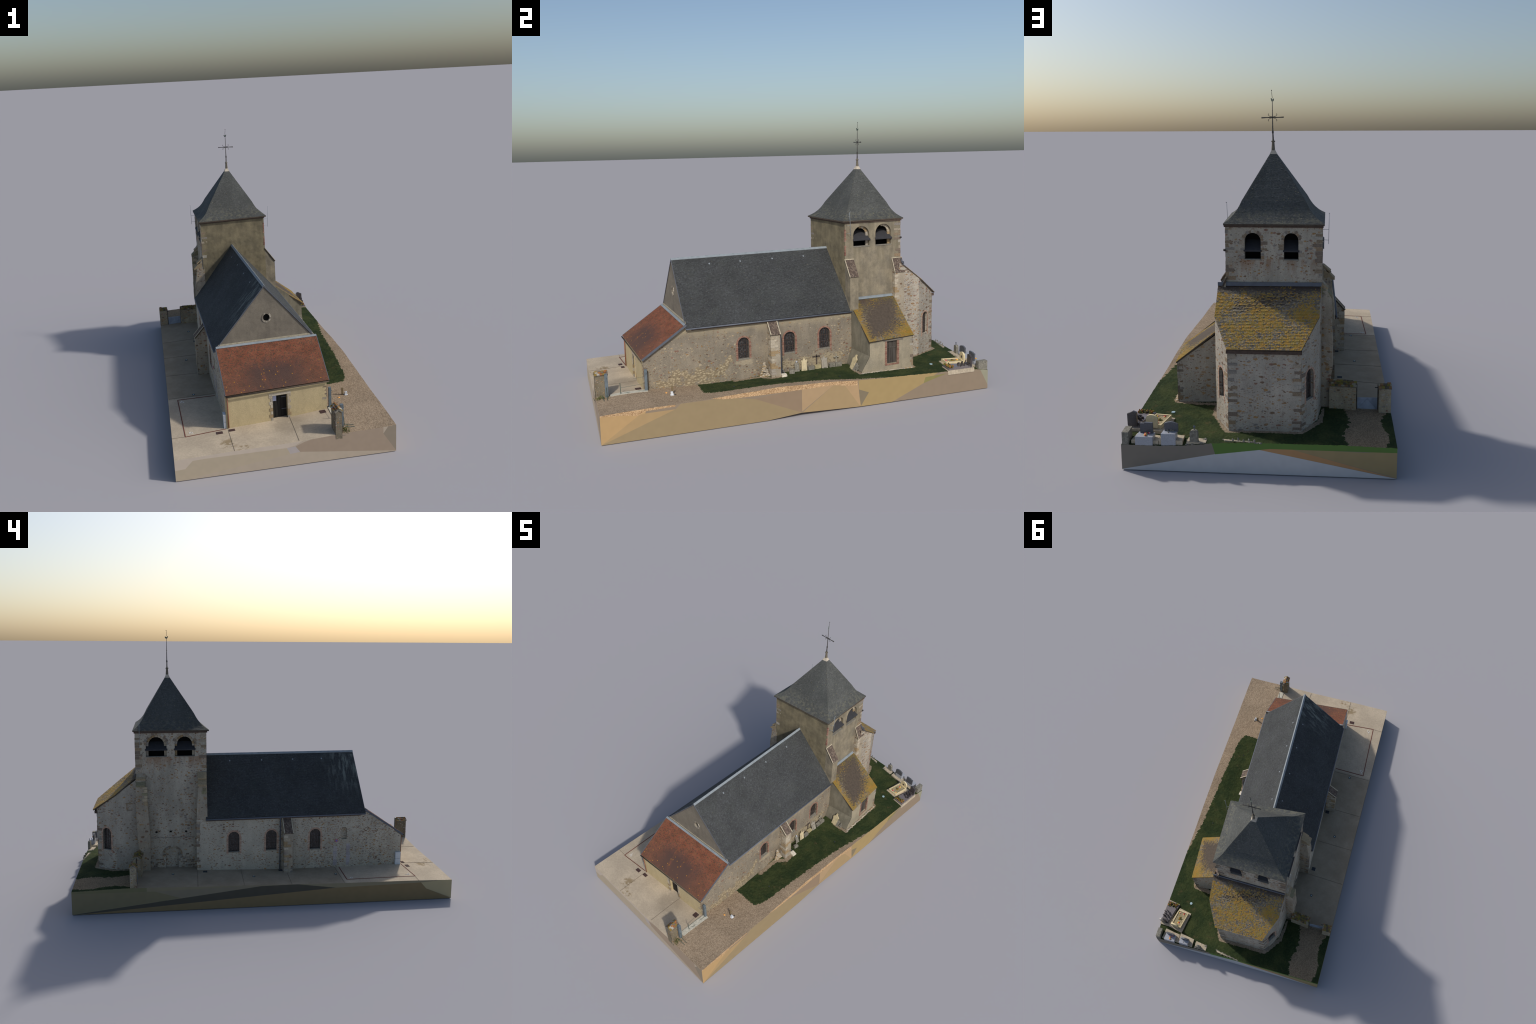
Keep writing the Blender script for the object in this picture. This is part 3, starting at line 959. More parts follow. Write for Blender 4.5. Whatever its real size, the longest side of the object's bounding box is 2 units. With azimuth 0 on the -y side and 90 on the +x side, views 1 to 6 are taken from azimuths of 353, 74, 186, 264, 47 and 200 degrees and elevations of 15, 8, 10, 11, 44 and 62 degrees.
def build_pavement_details():
    m = Mesh()
    for ln in ([(-.212, -.99), (-.222, -.81)], [(.08, -.976), (.076, -.762)], [(-.491, -.415), (-.255, -.412)], [(-.499, -.137), (-.33, -.137)],
               [(-.508, .108), (-.285, .11)], [(-.515, .345), (-.29, .345)], [(-.484, -.815), (-.425, -.815)]):
        strip(m, ln, .0015)
    m.obj("pavement_joint", MT["joint"], ground)
    m = Mesh()
    strip(m, [(-.232, -.796), (-.4215, -.8165), (-.446, -.438), (-.254, -.437)], .0045, .0006)
    m.obj("parking_bay_line", MT["red_line"], ground)
    m = Mesh()
    for (x, y), (sx, sy) in (((-.263, -.824), (.030, .020)), ((-.204, -.815), (.028, .018)), ((.238, -.776), (.028, .028))):
        m.block((x - sx / 2, y - sy / 2, gz(x, y) - .002), (sx, .002, 0), (-.002, sy, 0), (0, 0, .0034))
    m.obj("door_mat", MT["mat"], ground)
    d, l = Mesh(), Mesh()
    for x, y, s in ((-.362, -.396, .013), (-.381, .049, .013), (-.349, .474, .013)):
        d.block((x - s / 2, y - s / 2, gz(x, y) - .002), (s, 0, 0), (0, s, 0), (0, 0, .0034))
        l.block((x - s / 4, y - s / 4, gz(x, y)), (s / 2, 0, 0), (0, s / 2, 0), (0, 0, .0022))
    for x, y, sx, sy in ((-.288, -.105, .022, .02), (-.314, .304, .022, .022)):
        d.block((x - sx / 2, y - sy / 2, gz(x, y) - .002), (sx, 0, 0), (0, sy, 0), (0, 0, .0034))
    for x, y, r in ((.346, .742, .008), (.375, -.334, .003), (.403, .201, .003)):
        (l if r > .005 else d).tube([(x, y, gz(x, y) - .001), (x, y, gz(x, y) + .0045)], r, 12)
    d.obj("drain_grate", MT["drain"], ground)
    l.obj("ground_lamp", MT["lamp"], ground)
    # wheelchair symbols, drawn with strokes in the bay
    m = Mesh()
    for cx, cy in ((-.393, -.785), (-.423, -.465)):
        def P(a, b):
            return (cx + a * .001, cy + b * .001)
        wheel = [P(-2 + 8 * math.cos(t), 6 * math.sin(t) - 2) for t in [math.radians(q) for q in range(40, 321, 20)]]
        strip(m, wheel, .0022, .0006)
        strip(m, [P(-6, 12), P(-5, 4), P(4, 3), P(6, -8), P(10, -8)], .0024, .0006)
        strip(m, [P(-7, 16), P(-5, 16)], .005, .0006)
    m.obj("bay_marking", MT["paint"], ground)


build_pavement_details()

# ------------------------------------------------------------------ shared window kit
def brick_surround(m, fr, s0, s1, z0, zt, w=.0088, foot=.012, h=.0052, proud=.0009):
    r = (s1 - s0) / 2
    c = (s0 + s1) / 2
    sp = zt - r
    z = z0 - foot
    k = 0
    while z < sp - .001:
        hh = min(h, sp - z)
        e = w + (.003 if k % 2 else 0)
        for a, b in ((s0 - e, s0), (s1, s1 + e)):
            m.block(fr(a, z + .0003, -.004), fr.t * (b - a), Z * (hh - .0006), fr.n * (.004 + proud * rng.uniform(.7, 1.3)))
        z += h
        k += 1
    n = max(7, int(math.pi * r / .0056))
    for i in range(n):
        a0, a1 = math.pi * (i + .05) / n, math.pi * (i + .95) / n
        q = [fr(c + (r + d) * math.cos(a), sp + (r + d) * math.sin(a), -.004) for d, a in ((0, a0), (w, a0), (w, a1), (0, a1))]
        m.prism(q, fr.n * (.004 + proud))


def glazing(g, b, fr, s0, s1, z0, zt, depth, bars=4):
    poly = arch(s0 - .001, s1 + .001, z0 - .001, zt + .001)
    g.face([fr(a, z, -depth + .0006) for a, z in poly])
    r = (s1 - s0) / 2
    c = (s0 + s1) / 2
    for i in range(1, bars + 1):
        a = s0 + (s1 - s0) * i / (bars + 1)
        top = zt - r + math.sqrt(max(0, r * r - (a - c) ** 2))
        b.block(fr(a - .0006, z0, -depth + .002), fr.t * .0012, Z * (top - z0), fr.n * .0012)
    for f in (.3, .62):
        z = z0 + (zt - z0) * f
        b.block(fr(s0, z, -depth + .0016), fr.t * (s1 - s0), Z * .0014, fr.n * .0012)


def windows(fr, specs, parent, depth=.012, mat="brick", w=.0088, bars=4, sill=True):
    """one named window per opening: glass pane with bars, brick surround and sill as its sub-parts"""
    for s0, s1, z0, zt in specs:
        g, b, k, sl = Mesh(), Mesh(), Mesh(), Mesh()
        glazing(g, b, fr, s0, s1, z0, zt, depth, bars)
        brick_surround(k, fr, s0, s1, z0, zt, w)
        g.obj("window_glass", MT["glass"], parent)
        b.obj("window_bar", MT["bar"], parent)
        k.obj("brick_surround", MT[mat], parent, kind="stuff")
        if sill:
            sl.prism([fr(s0 - .0005, z0 - .004, -depth), fr(s1 + .0005, z0 - .004, -depth), fr(s1 + .0005, z0 - .004, .0018), fr(s0 - .0005, z0 - .004, .0018)], Z * .0045)
            sl.obj("window_sill", MT["sill"], parent)


def quoins(m, c, ta, tb, na, nb, z0, z1, la=.030, lb=.020, h=.0125, proud=.0009):
    """corner stones: c corner, ta/tb unit directions running away from it along each face"""
    c, ta, tb, na, nb = [V((*q, 0)) if len(q) == 2 else V(q) for q in (c, ta, tb, na, nb)]
    z = z0
    k = rng.randint(0, 1)
    while z < z1 - .004:
        hh = h * rng.uniform(.75, 1.3)
        hh = min(hh, z1 - z)
        a, b = (la, lb) if k % 2 else (lb, la)
        a *= rng.uniform(.7, 1.15)
        b *= rng.uniform(.7, 1.15)
        if rng.random() < .16:
            z += hh
            k += 1
            continue
        o = c + (na + nb) * (proud * rng.uniform(.6, 1.3)) + Z * (z + .0007)
        m.prism([o, o + ta * a, o + ta * a + tb * b, o + tb * b], Z * (hh - .0016))
        z += hh
        k += 1


# ------------------------------------------------------------------ nave
nave = None


def build_nave():
    global nave
    E = Face((.264, -.751), (.206, .352))
    Wf = Face((-.291, .347), (-.2275, -.792))
    S = Face((-.2275, -.793), (.264, -.751))
    m = Mesh()
    eh = [arch(.476, .534, .226, .336), arch(.721, .781, .2285, .338), arch(.916, .976, .229, .340)]
    wall(m, E, [(0, .11), (E.L, .11), (E.L, .408), (.225, .412), (.215, .428), (0, .280)], eh, .013, seed=1,
         bulge=lambda a, z: max(.010 * min(1, max(0, (.235 - z) / .10)) * min(1, max(0, a / .10)) * min(1, max(0, (.62 - a) / .12)),
                                .013 * min(1, max(0, (.34 - z) / .13)) * min(1, max(0, a / .12)) * min(1, max(0, (.47 - a) / .14))))
    east = m.obj("nave_east_wall", MT["nave_east"], root)
    nave = east
    windows(E, [(.476, .534, .226, .336), (.721, .781, .2285, .338), (.916, .976, .229, .340)], east, .013)
    m = Mesh()
    wh = [arch(.170, .230, .2245, .336), arch(.375, .434, .2275, .338), arch(.618, .678, .2225, .335)]
    niche = arch(.797, .827, .270, .340)
    wall(m, Wf, [(0, .10), (Wf.L, .10), (Wf.L, .280), (.935, .428), (.925, .412), (0, .408)], wh + [niche], .013, seed=2)
    m.face([Wf(a, z, -.0125) for a, z in niche])
    west = m.obj("nave_west_wall", MT["nave_west"], root)
    windows(Wf, [(.170, .230, .2245, .336), (.375, .434, .2275, .338), (.618, .678, .2225, .335)], west, .013, "brick_pale", bars=6)
    # north end of the west wall beside the tower
    m = Mesh()
    wall(m, Face((-.22, .347), (-.291, .347)), [(0, .10), (.071, .10), (.071, .408), (0, .46)], seed=3)
    m.obj("nave_end_wall", MT["buttress"], west)
    q = Mesh()
    quoins(q, (-.291, .347), (.06, -1), (1, 0), (-1, 0), (0, 1), .13, .40, .022, .018, .015, .0006)
    quoins(q, (.264, -.751), (-1, -.08), (-.05, 1), (.05, 0), (1, 0), .14, .27, .003, .026, .011)
    q.obj("corner_stone", MT["quoin"], west, kind="stuff")
    # annexe front wall with the door
    m = Mesh()
    d0, d1, dz0, dz1 = .226, .298, .117, .2445
    door = [(d0, dz0), (d1, dz0), (d1, dz1), (d0, dz1)]
    wall(m, S, [(0, .09), (S.L, .09), (S.L, .281), (0, .279)], [door], .022, rough=.0004, seed=4)
    front = m.obj("annexe_wall", MT["cream"], root)
    m = Mesh()
    m.face([S(a, z, -.0215) for a, z in door])
    for i in range(5):
        a = d0 + (d1 - d0) * (i + .08) / 5
        m.block(S(a, dz0, -.0214), S.t * ((d1 - d0) / 5 * .86), Z * (dz1 - dz0), S.n * .0015)
    dr = m.obj("front_door", MT["door"], front)
    m = Mesh()
    m.block(S(d0 + .005, .208, -.0198), S.t * .017, Z * .028, S.n * .001)
    m.obj("door_notice", MT["paper"], dr)
    m = Mesh()
    for z in (.160, .222):
        m.block(S(d1 - .026, z, -.0198), S.t * .025, Z * .003, S.n * .0012)
    m.obj("door_hinge", MT["zinc_dark"], dr)
    m = Mesh()
    z, k = dz0, 0
    while z < dz1 - .002:
        hh = min(.0165, dz1 - z)
        e = .017 if k % 2 else .010
        m.block(S(d0 - e, z + .0004, -.006), S.t * e, Z * (hh - .0008), S.n * .0072)
        m.block(S(d1, z + .0004, -.006), S.t * e, Z * (hh - .0008), S.n * .0072)
        z += hh
        k += 1
    m.block(S(d0 - .017, dz1 + .0003, -.006), S.t * (d1 - d0 + .034), Z * .0125, S.n * .0074)
    m.block(S(d0, dz0 - .004, -.006), S.t * (d1 - d0), Z * .0045, S.n * .0074)
    m.obj("door_frame_stone", MT["quoin_pale"], front, kind="stuff")
    # gable above the annexe roof
    G = Face((-.238, -.578), (.261, -.535))
    oc = [(.2565 + .0165 * math.cos(t), .5565 + .019 * math.sin(t)) for t in [2 * math.pi * i / 32 for i in range(32)]]
    ridge_s = G.t.dot(V((.012, -.556, 0)) - G.p0)
    m = Mesh()
    wall(m, G, [(0, .40), (G.L, .40), (G.L, .425), (ridge_s, .716), (0, .425)], [oc], .010, rough=.0006, seed=5)
    gb = m.obj("gable_wall", MT["gable"], root)
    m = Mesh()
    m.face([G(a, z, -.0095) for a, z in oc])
    m.obj("oculus_dark_plate", MT["dark"], gb)  # black plate behind the oculus, its colour standing for the unlit inside
    m = Mesh()
    for i in range(14):
        a0, a1 = 2 * math.pi * (i + .05) / 14, 2 * math.pi * (i + .95) / 14
        q4 = [G(.2565 + (.0165 + d) * math.cos(t), .5565 + (.019 + d) * math.sin(t), -.004) for d, t in ((0, a0), (.0075, a0), (.0075, a1), (0, a1))]
        m.prism(q4, G.n * (.0055 + rng.uniform(0, .0012)))
    m.obj("oculus_stone", by_island("oculus_ring_stone", [lin(128, 122, 110, KS), lin(110, 104, 94, KS), lin(146, 140, 128, KS), lin(98, 92, 82, KS)]), gb, kind="stuff")
    m = Mesh()
    m.prism([G(.004, .437, 0), G(G.L - .004, .437, 0), G(G.L - .012, .447, 0), G(.012, .447, 0)], G.n * .0018)
    m.obj("gable_mortar_band", MT["edge"], gb)
    # roof slopes
    rf, rb = V((.012, -.5575, .7205)), V((-.0505, .322, .7215))
    eE0, eE1 = V((.2690, -.5365, .4170)), V((.2110, .350, .4130))
    eW0, eW1 = V((-.2490, -.5785, .4170)), V((-.2955, .296, .4140))
    se = tiled("nave_roof_slope", [eE0, rf], [eE1, rb], .0046, .0062, .0011, MT["slate"], root)
    sw = tiled("nave_roof_slope", [eW1, rb], [eW0, rf], .0046, .0062, .0011, MT["slate"], root)
    m = Mesh()
    for a, b, o in ((rf, rb, 0),):
        d = (b - a).normalized()
        for sgn, e in ((1, eE0 - rf), (-1, eW0 - rf)):
            dn = e - d * e.dot(d)
            dn.normalize()
            m.prism([a + Z * .003 - d * .002, b + Z * .003, b + Z * .003 + dn * .0115, a + Z * .003 + dn * .0115 - d * .002], Z * .0022)
    k = 12
    for i in range(k):
        p = rf.lerp(rb, (i + .5) / k) + Z * .0048
        m.block(p - (rb - rf) * .0016 - V((.003, 0, 0)), (rb - rf) * .0032, V((.006, 0, 0)), Z * .0012)
    m.obj("ridge_cap", MT["zinc"], se)
    m = Mesh()
    for t in (.217, .407, .610, .815):
        for L0, R0 in ((eE0, eE1), (eW0, eW1)):
            e = L0.lerp(R0, t)
            r = rf.lerp(rb, t)
            p = r + (e - r) * .105
            d = (e - r).normalized()
            al = (rb - rf).normalized()
            n = al.cross(d).normalized()
            if n.z < 0:
                n = -n
            m.block(p - al * .0033 + n * .0006, al * .0066, d * .0085, n * .0012)
    m.obj("roof_vent_slate", MT["zinc"], se)
    # verge trim on the gable edge
    m = Mesh()
    for e0 in (eE0, eW0):
        d = (rf - e0)
        n = V((0, -1, 0))
        m.prism([e0 + n * .0005, rf + n * .0005, rf + n * .0005 - Z * .006, e0 + n * .0005 - Z * .006], n * .0018)
    m.obj("verge_trim", MT["zinc_dark"], se)
    # gutters, brick cornice and downpipes
    m, c = Mesh(), Mesh()
    for e0, e1, fr, sg in ((eE0, eE1, E, 1), (eW0, eW1, Wf, -1)):
        o = fr.n * .0015 - Z * .0050
        m.tube([e0 + o, e1 + o], .0040, 8)
        o2 = fr.n * -.008 - Z * .0135
        a, b = e0 + o2 + (e1 - e0) * .03, e1 + o2
        c.block(a, b - a, fr.n * .0065, Z * .009)
    g = m.obj("gutter", MT["zinc_dark"], se, smooth=True)
    c.obj("brick_cornice", MT["cornice"], east)
    m = Mesh()
    p = E(.681, 0)
    p = E(.6875, 0)
    m.tube([p + E.n * .006 + Z * .405, p + E.n * .005 + Z * .395, p + E.n * .040 + Z * .33, p + E.n * .046 + Z * .13], .0030, 8)
    p = Wf(.452, 0)
    m.tube([p + Wf.n * .008 + Z * .405, p + Wf.n * .005 + Z * .395, p + Wf.n * .005 + Z * .118], .0032, 8)
    m.obj("downpipe", MT["zinc_dark"], se, smooth=True)
    m = Mesh()
    m.tube([S(.008, .276, .006), S(.010, .262, .005), S(.010, .118, .004)], .0030, 8)
    m.obj("copper_downpipe", plain("old_copper", lin(120, 84, 66, .62), 0.6), front, smooth=True)
    # annexe roof
    tE, tW = V((.2655, -.537, .4355)), V((-.2405, -.581, .4375))
    lE, lW = V((.2745, -.757, .2865)), V((-.2235, -.806, .2860))
    ar = tiled("annexe_roof", [lW, tW], [lE, tE], .0058, .0055, .0013, MT["red_tile"], root)
    up = (tW - lW).normalized()
    m = Mesh()
    n = (lE - lW).cross(tW - lW).normalized()
    m.prism([tW + n * .0015, tE + n * .0015, tE + n * .0015 - up * .012, tW + n * .0015 - up * .012], n * .0022)
    m.obj("flashing_strip", MT["zinc"], ar)
    m = Mesh()
    al = (lE - lW).normalized()
    for a, b, s in ((lE, tE, 1), (lW, tW, -1)):
        m.prism([a + al * s * .0004 + n * .001, b + al * s * .0004 + n * .001, b + al * s * .0004 - n * .009, a + al * s * .0004 - n * .009], al * s * .0026)
    m.obj("verge_trim", MT["zinc_dark"], ar)
    m = Mesh()
    o = S.n * .003 - Z * .006
    m.tube([lW + o, lE + o], .0034, 8)
    m.obj("gutter", MT["deck"], ar, smooth=True)
    # white meter box at the corner
    m = Mesh()
    m.block(Wf(1.110, .110, 0), Wf.t * .029, Z * .036, Wf.n * .011)
    m.block(Wf(1.110, .1475, 0), Wf.t * .029, Z * .034, Wf.n * .011)
    m.block(Wf(1.109, .182, 0), Wf.t * .031, Z * .002, Wf.n * .0125)
    m.obj("meter_box", MT["white"], west)
    # round sign
    m = Mesh()
    p = Wf(.768, .264, .003)
    m.tube([p, p + Wf.n * .0012], .0085, 16)
    sg = m.obj("round_sign", MT["sign_red"], west)
    m = Mesh()
    m.tube([p + Wf.n * .0013, p + Wf.n * .002], .0062, 16)
    m.obj("sign_face", MT["sign"], sg)
    # former side door traced by pale dressed stone
    m = Mesh()
    for s0 in (.752, .826):
        z = .122
        while z < .232:
            hh = rng.uniform(.012, .018)
            w = rng.uniform(.016, .024)
            m.block(Wf(s0, z, -.003), Wf.t * w, Z * (hh - .001), Wf.n * .0042)
            z += hh
    m.obj("dressed_jamb_stone", by_island("lilac_stone", [lin(150, 144, 146, K), lin(140, 134, 134, K), lin(158, 150, 146, K)]), west, kind="stuff")
    # buttresses
    for nm, fr, s0, s1, out, zt, zl in (("nave_buttress", E, .631, .680, .056, .412, .346), ("nave_buttress", Wf, .464, .511, .062, .409, .334)):
        m = Mesh()
        z0 = .10
        f1 = Face((fr(s0, 0, out)[0], fr(s0, 0, out)[1]), (fr(s1, 0, out)[0], fr(s1, 0, out)[1]))
        wall(m, f1, [(0, z0), (f1.L, z0), (f1.L, zl), (0, zl)], seed=7, rough=.0016)
        for a in (s0, s1):
            pr = [(0, z0), (out, z0), (out, zl), (0, zt - .004)]
            p0, p1 = fr(a, 0, 0), fr(a, 0, out)
            if a == s0:
                ff = Face(p0[:2], p1[:2])
                wall(m, ff, pr, seed=8, rough=.0014)
            else:
                ff = Face(p1[:2], p0[:2])
                wall(m, ff, [(out - x, z) for x, z in pr][::-1], seed=9, rough=.0014)
        bt = m.obj(nm, MT["buttress"], root)
        q = Mesh()
        o = out
        quoins(q, fr(s0, 0, o)[:2], fr.t[:2], (-fr.n)[:2], fr.n[:2], (-fr.t)[:2], .125, zl - .01, .036, .022, .014, .0014)
        q.obj("corner_stone", MT["quoin_pale"], bt, kind="stuff")
        e = .003
        a0, a1 = fr(s0 - e, zt, -.002), fr(s1 + e, zt, -.002)
        b0, b1 = fr(s0 - e, zl, out + .004), fr(s1 + e, zl, out + .004)
        if True:
            cap = tiled("buttress_cap", [b0, a0], [b1, a1], .007, .008, .0012, MT["cap_tile"], bt)
            k = Mesh()
            dn = (b0 - a0)
            nn = (b1 - b0).cross(a0 - b0).normalized()
            if nn.z < 0:
                nn = -nn
            for p in (a0, a1 - fr.t * .005):
                k.block(p, dn, fr.t * .005, nn * .0032)
            k.block(a0, fr.t * (s1 - s0 + 2 * e), dn * .10, nn * .0028)
            k.obj("cap_verge", MT["edge"], cap)
    return E, Wf, S


E_W, W_W, S_W = build_nave()


# ------------------------------------------------------------------ tower
def build_tower():
    SE, NE, NW, SW_ = (.155, .3375), (.1345, .6695), (-.2465, .6620), (-.2315, .2895)
    fE, fN, fW, fS = Face(SE, NE), Face(NE, NW), Face(NW, SW_), Face(SW_, SE)
    top = .872
    m = Mesh()
    be = [(.049, .144, .744, .850), (.181, .275, .744, .855)]
    eh = [arch(a, b, c, d, 12) for a, b, c, d in be]
    wall(m, fE, [(0, .11), (fE.L, .11), (fE.L, top), (0, top)], eh, .016, seed=11, grid=.013)
    tw = m.obj("tower_east_wall", MT["tower_plaster"], root)
    m = Mesh()
    bn = [(.076, .140, .741, .8455), (.231, .288, .741, .8455)]
    nh = [arch(a, b, c, d, 12) for a, b, c, d in bn]
    wall(m, fN, [(0, .11), (fN.L, .11), (fN.L, top), (0, top)], nh, .018, seed=12, grid=.013)
    n_ = m.obj("tower_north_wall", MT["tower_stone"], tw)
    m = Mesh()
    bw = [(.056, .164, .744, .8575), (.206, .311, .744, .8585)]
    wh = [arch(a, b, c, d, 12) for a, b, c, d in bw]
    d0, d1 = .149, .217
    blind = [(d0, .118), (d1, .118), (d1, .204), (.232, .206)] + [(.184 + .048 * math.cos(t), .206 + .043 * math.sin(t)) for t in [math.pi * i / 12 for i in range(1, 12)]] + [(.136, .206), (d0, .204)]
    holes = [[(a, z), (a + .012, z), (a + .012, z + .010), (a, z + .010)] for a, z in ((.096, .327), (.171, .329), (.254, .327))]
    wall(m, fW, [(0, .10), (fW.L, .10), (fW.L, top), (0, top)], wh + [blind] + holes, .014, seed=13, grid=.013)
    m.face([fW(a, z, -.0135) for a, z in blind])
    w_ = m.obj("tower_west_wall", MT["tower_stone"], tw)
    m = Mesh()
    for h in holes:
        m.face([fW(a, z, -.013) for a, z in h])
    m.obj("putlog_dark_plate", MT["dark"], w_)  # black plates at the back of the cut putlogs, painting their darkness
    m = Mesh()
    for i in range(11):
        a0, a1 = math.pi * (i + .05) / 11, math.pi * (i + .95) / 11
        q4 = [fW(.184 + (.048 + d) * math.cos(t), .206 + (.043 + d) * math.sin(t), -.004) for d, t in ((0, a0), (.007, a0), (.007, a1), (0, a1))]
        m.prism(q4, fW.n * .0055)
    m.block(fW(.06, .300, -.003), fW.t * .245, Z * .003, fW.n * .005)
    for x in (.132, .218):
        m.block(fW(x, .199, -.003), fW.t * .018, Z * .006, fW.n * .0062)
    # courses of bigger stones at the foot, either side of the doorway
    for x0, x1 in ((.052, .143), (.223, .306)):
        z = .128
        while z < .205:
            hh = rng.uniform(.007, .011)
            x = x0 + rng.uniform(0, .012)
            while x < x1 - .012:
                w = min(rng.uniform(.010, .024), x1 - x)
                if rng.random() < .62:
                    m.block(fW(x, z, -.003), fW.t * (w - .002), Z * (hh - .0015), fW.n * (.0042 + rng.uniform(0, .0008)))
                x += w
            z += hh
    m.obj("blind_arch_stone", MT["quoin"], w_, kind="stuff")
    m = Mesh()
    wall(m, fS, [(0, .40), (fS.L, .40), (fS.L, top), (0, top)], (), seed=14, grid=.013)
    m.obj("tower_south_wall", MT["tower_south"], tw)
    # added black core inside the walls, standing in for the bell chamber's darkness
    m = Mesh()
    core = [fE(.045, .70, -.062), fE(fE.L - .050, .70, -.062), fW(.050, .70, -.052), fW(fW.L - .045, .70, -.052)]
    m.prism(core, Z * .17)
    m.obj("belfry_black_core", MT["dark"], tw)
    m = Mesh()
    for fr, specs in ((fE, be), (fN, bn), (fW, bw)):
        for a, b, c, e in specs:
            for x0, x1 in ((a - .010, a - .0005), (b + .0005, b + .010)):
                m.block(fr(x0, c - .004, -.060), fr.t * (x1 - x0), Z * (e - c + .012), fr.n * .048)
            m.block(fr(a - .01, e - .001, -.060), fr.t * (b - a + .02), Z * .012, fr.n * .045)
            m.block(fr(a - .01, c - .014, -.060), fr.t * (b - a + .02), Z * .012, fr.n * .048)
    m.obj("black_reveal_lining", MT["dark"], tw)  # black blocks lining the openings, the dark of the recess put in as colour
    # inner stepped arch rings on east and west openings (right/left jamb pale stones)
    m = Mesh()
    for fr, specs in ((fE, be), (fW, bw)):
        for a, b, c, e in specs:
            r = (b - a) / 2
            mid = (a + b) / 2
            ins = .013
            for x in ((b - ins,) if fr is fE else (a, b - ins)):
                m.block(fr(x, c, -.024), fr.t * ins, Z * (e - r - c), fr.n * .008)
            n = 9
            for i in range(n):
                a0, a1 = math.pi * (i + .04) / n, math.pi * (i + .96) / n
                if fr is fE and i > 4:
                    continue
                q4 = [fr(mid + (r - d) * math.cos(t), e - r + (r - d) * math.sin(t), -.024) for d, t in ((0, a0), (0, a1), (ins, a1), (ins, a0))]
                m.prism(q4, fr.n * .008)
    m.obj("inner_jamb_stone", MT["quoin_pale"], tw, kind="stuff")
    # sound boards: slate canopies sloping from a lip outside the wall far back into the opening
    for fr, specs, zc, out, back, lift in ((fE, be, .779, .0065, .056, .044), (fW, bw, .781, .0065, .046, .036), (fN, bn, .7765, .002, .048, .036)):
        for a, b, c, e in specs:
            ex = .0035
            k = Mesh()
            zl = zc + lift * out / (out + back)
            k.prism([fr(a - ex, zc, out), fr(b + ex, zc, out), fr(b + ex, zl, .0015), fr(a - ex, zl, .0015)], Z * -.003)
            k.prism([fr(a + .0008, zl, .0012), fr(b - .0008, zl, .0012), fr(b - .0008, zc + lift, -back), fr(a + .0008, zc + lift, -back)], Z * -.003)
            k.block(fr(a - ex, zc - .0055, out - .003), fr.t * (b - a + 2 * ex), Z * .0053, fr.n * .0034)
            k.obj("sound_board", MT["canopy"], tw)
    # sills
    m = Mesh()
    for fr, specs in ((fE, be), (fN, bn), (fW, bw)):
        for a, b, c, e in specs:
            m.block(fr(a - .002, c - .004, -.013), fr.t * (b - a + .004), Z * .0042, fr.n * .0150)
    m.obj("belfry_sill", MT["sill"], tw)
    # voussoirs round the north openings and their brown quoins
    m = Mesh()
    for fr, specs in ((fN, bn), (fW, bw)):
        for a, b, c, e in specs:
            r = (b - a) / 2
            mid = (a + b) / 2
            n = 11
            for i in range(n):
                a0, a1 = math.pi * (i + .06) / n, math.pi * (i + .94) / n
                w = .010 + .004 * (i % 2)
                q4 = [fr(mid + (r + d) * math.cos(t), e - r + (r + d) * math.sin(t), -.004) for d, t in ((.0005, a0), (w, a0), (w, a1), (.0005, a1))]
                m.prism(q4, fr.n * .0048)
            if fr is fN:
                z, k = c, 0
                while z < e - r - .006:
                    hh = rng.uniform(.009, .015)
                    for side in (0, 1):
                        w = rng.uniform(.012, .028)
                        if rng.random() < .75:
                            m.block(fr(b + .0004 if side else a - w - .0004, z, -.004), fr.t * w, Z * (hh - .0015), fr.n * .0048)
                    z += hh
    m.obj("opening_stone", MT["quoin"], n_, kind="stuff")
    q = Mesh()
    quoins(q, NE, fN.t[:2], (-fE.t)[:2], fN.n[:2], fE.n[:2], .640, .862, .036, .012, .0135)
    quoins(q, NW, (-fN.t)[:2], fW.t[:2], fN.n[:2], fW.n[:2], .640, .862, .036, .030, .0135)
    quoins(q, SW_, (-fW.t)[:2], fS.t[:2], fW.n[:2], (0, 0), .645, .862, .034, .003, .0135)
    q.obj("corner_stone", MT["quoin"], tw, kind="stuff")
    q = Mesh()
    quoins(q, SE, fE.t[:2], (-fS.t)[:2], fE.n[:2], fS.n[:2], .690, .84, .008, .009, .010)
    q.obj("brick_corner", MT["brick"], tw, kind="stuff")
    # cornice
    eav = dict(SE=V((.1685, .3235, .8815)), NE=V((.1395, .6835, .8815)), NW=V((-.2555, .6725, .8815)), SW=V((-.2405, .2755, .8815)))
    m = Mesh()
    for f, ext in ((fE, .004), (fN, .004), (fW, .004), (fS, .004)):
        m.block(f(-ext, .8675, -.004), f.t * (f.L + 2 * ext), Z * .008, f.n * .0085)
    m.obj("tower_cornice", MT["cornice"], tw)
    # roof: bell-cast pyramid
    apex = V((-.0365, .4945, 1.147))
    prof = [(1.0, .8815), (.92, .8915), (.85, .9025), (.785, .916), (.73, .931), (.685, .9465), (.64, .9645), (.058, 1.147)]

    def ring(f, z):
        out = {}
        for k, e in eav.items():
            p = apex + (e - apex) * f
            p.z = z
            out[k] = p
        return out
    rings = [ring(f, z) for f, z in prof]
    for i, (a, b) in enumerate((("SE", "NE"), ("NE", "NW"), ("NW", "SW"), ("SW", "SE"))):
        tiled("tower_roof_slope", [r[a] for r in rings], [r[b] for r in rings], .0050, .0060, .0011, MT["tower_slate"], tw)
    m = Mesh()
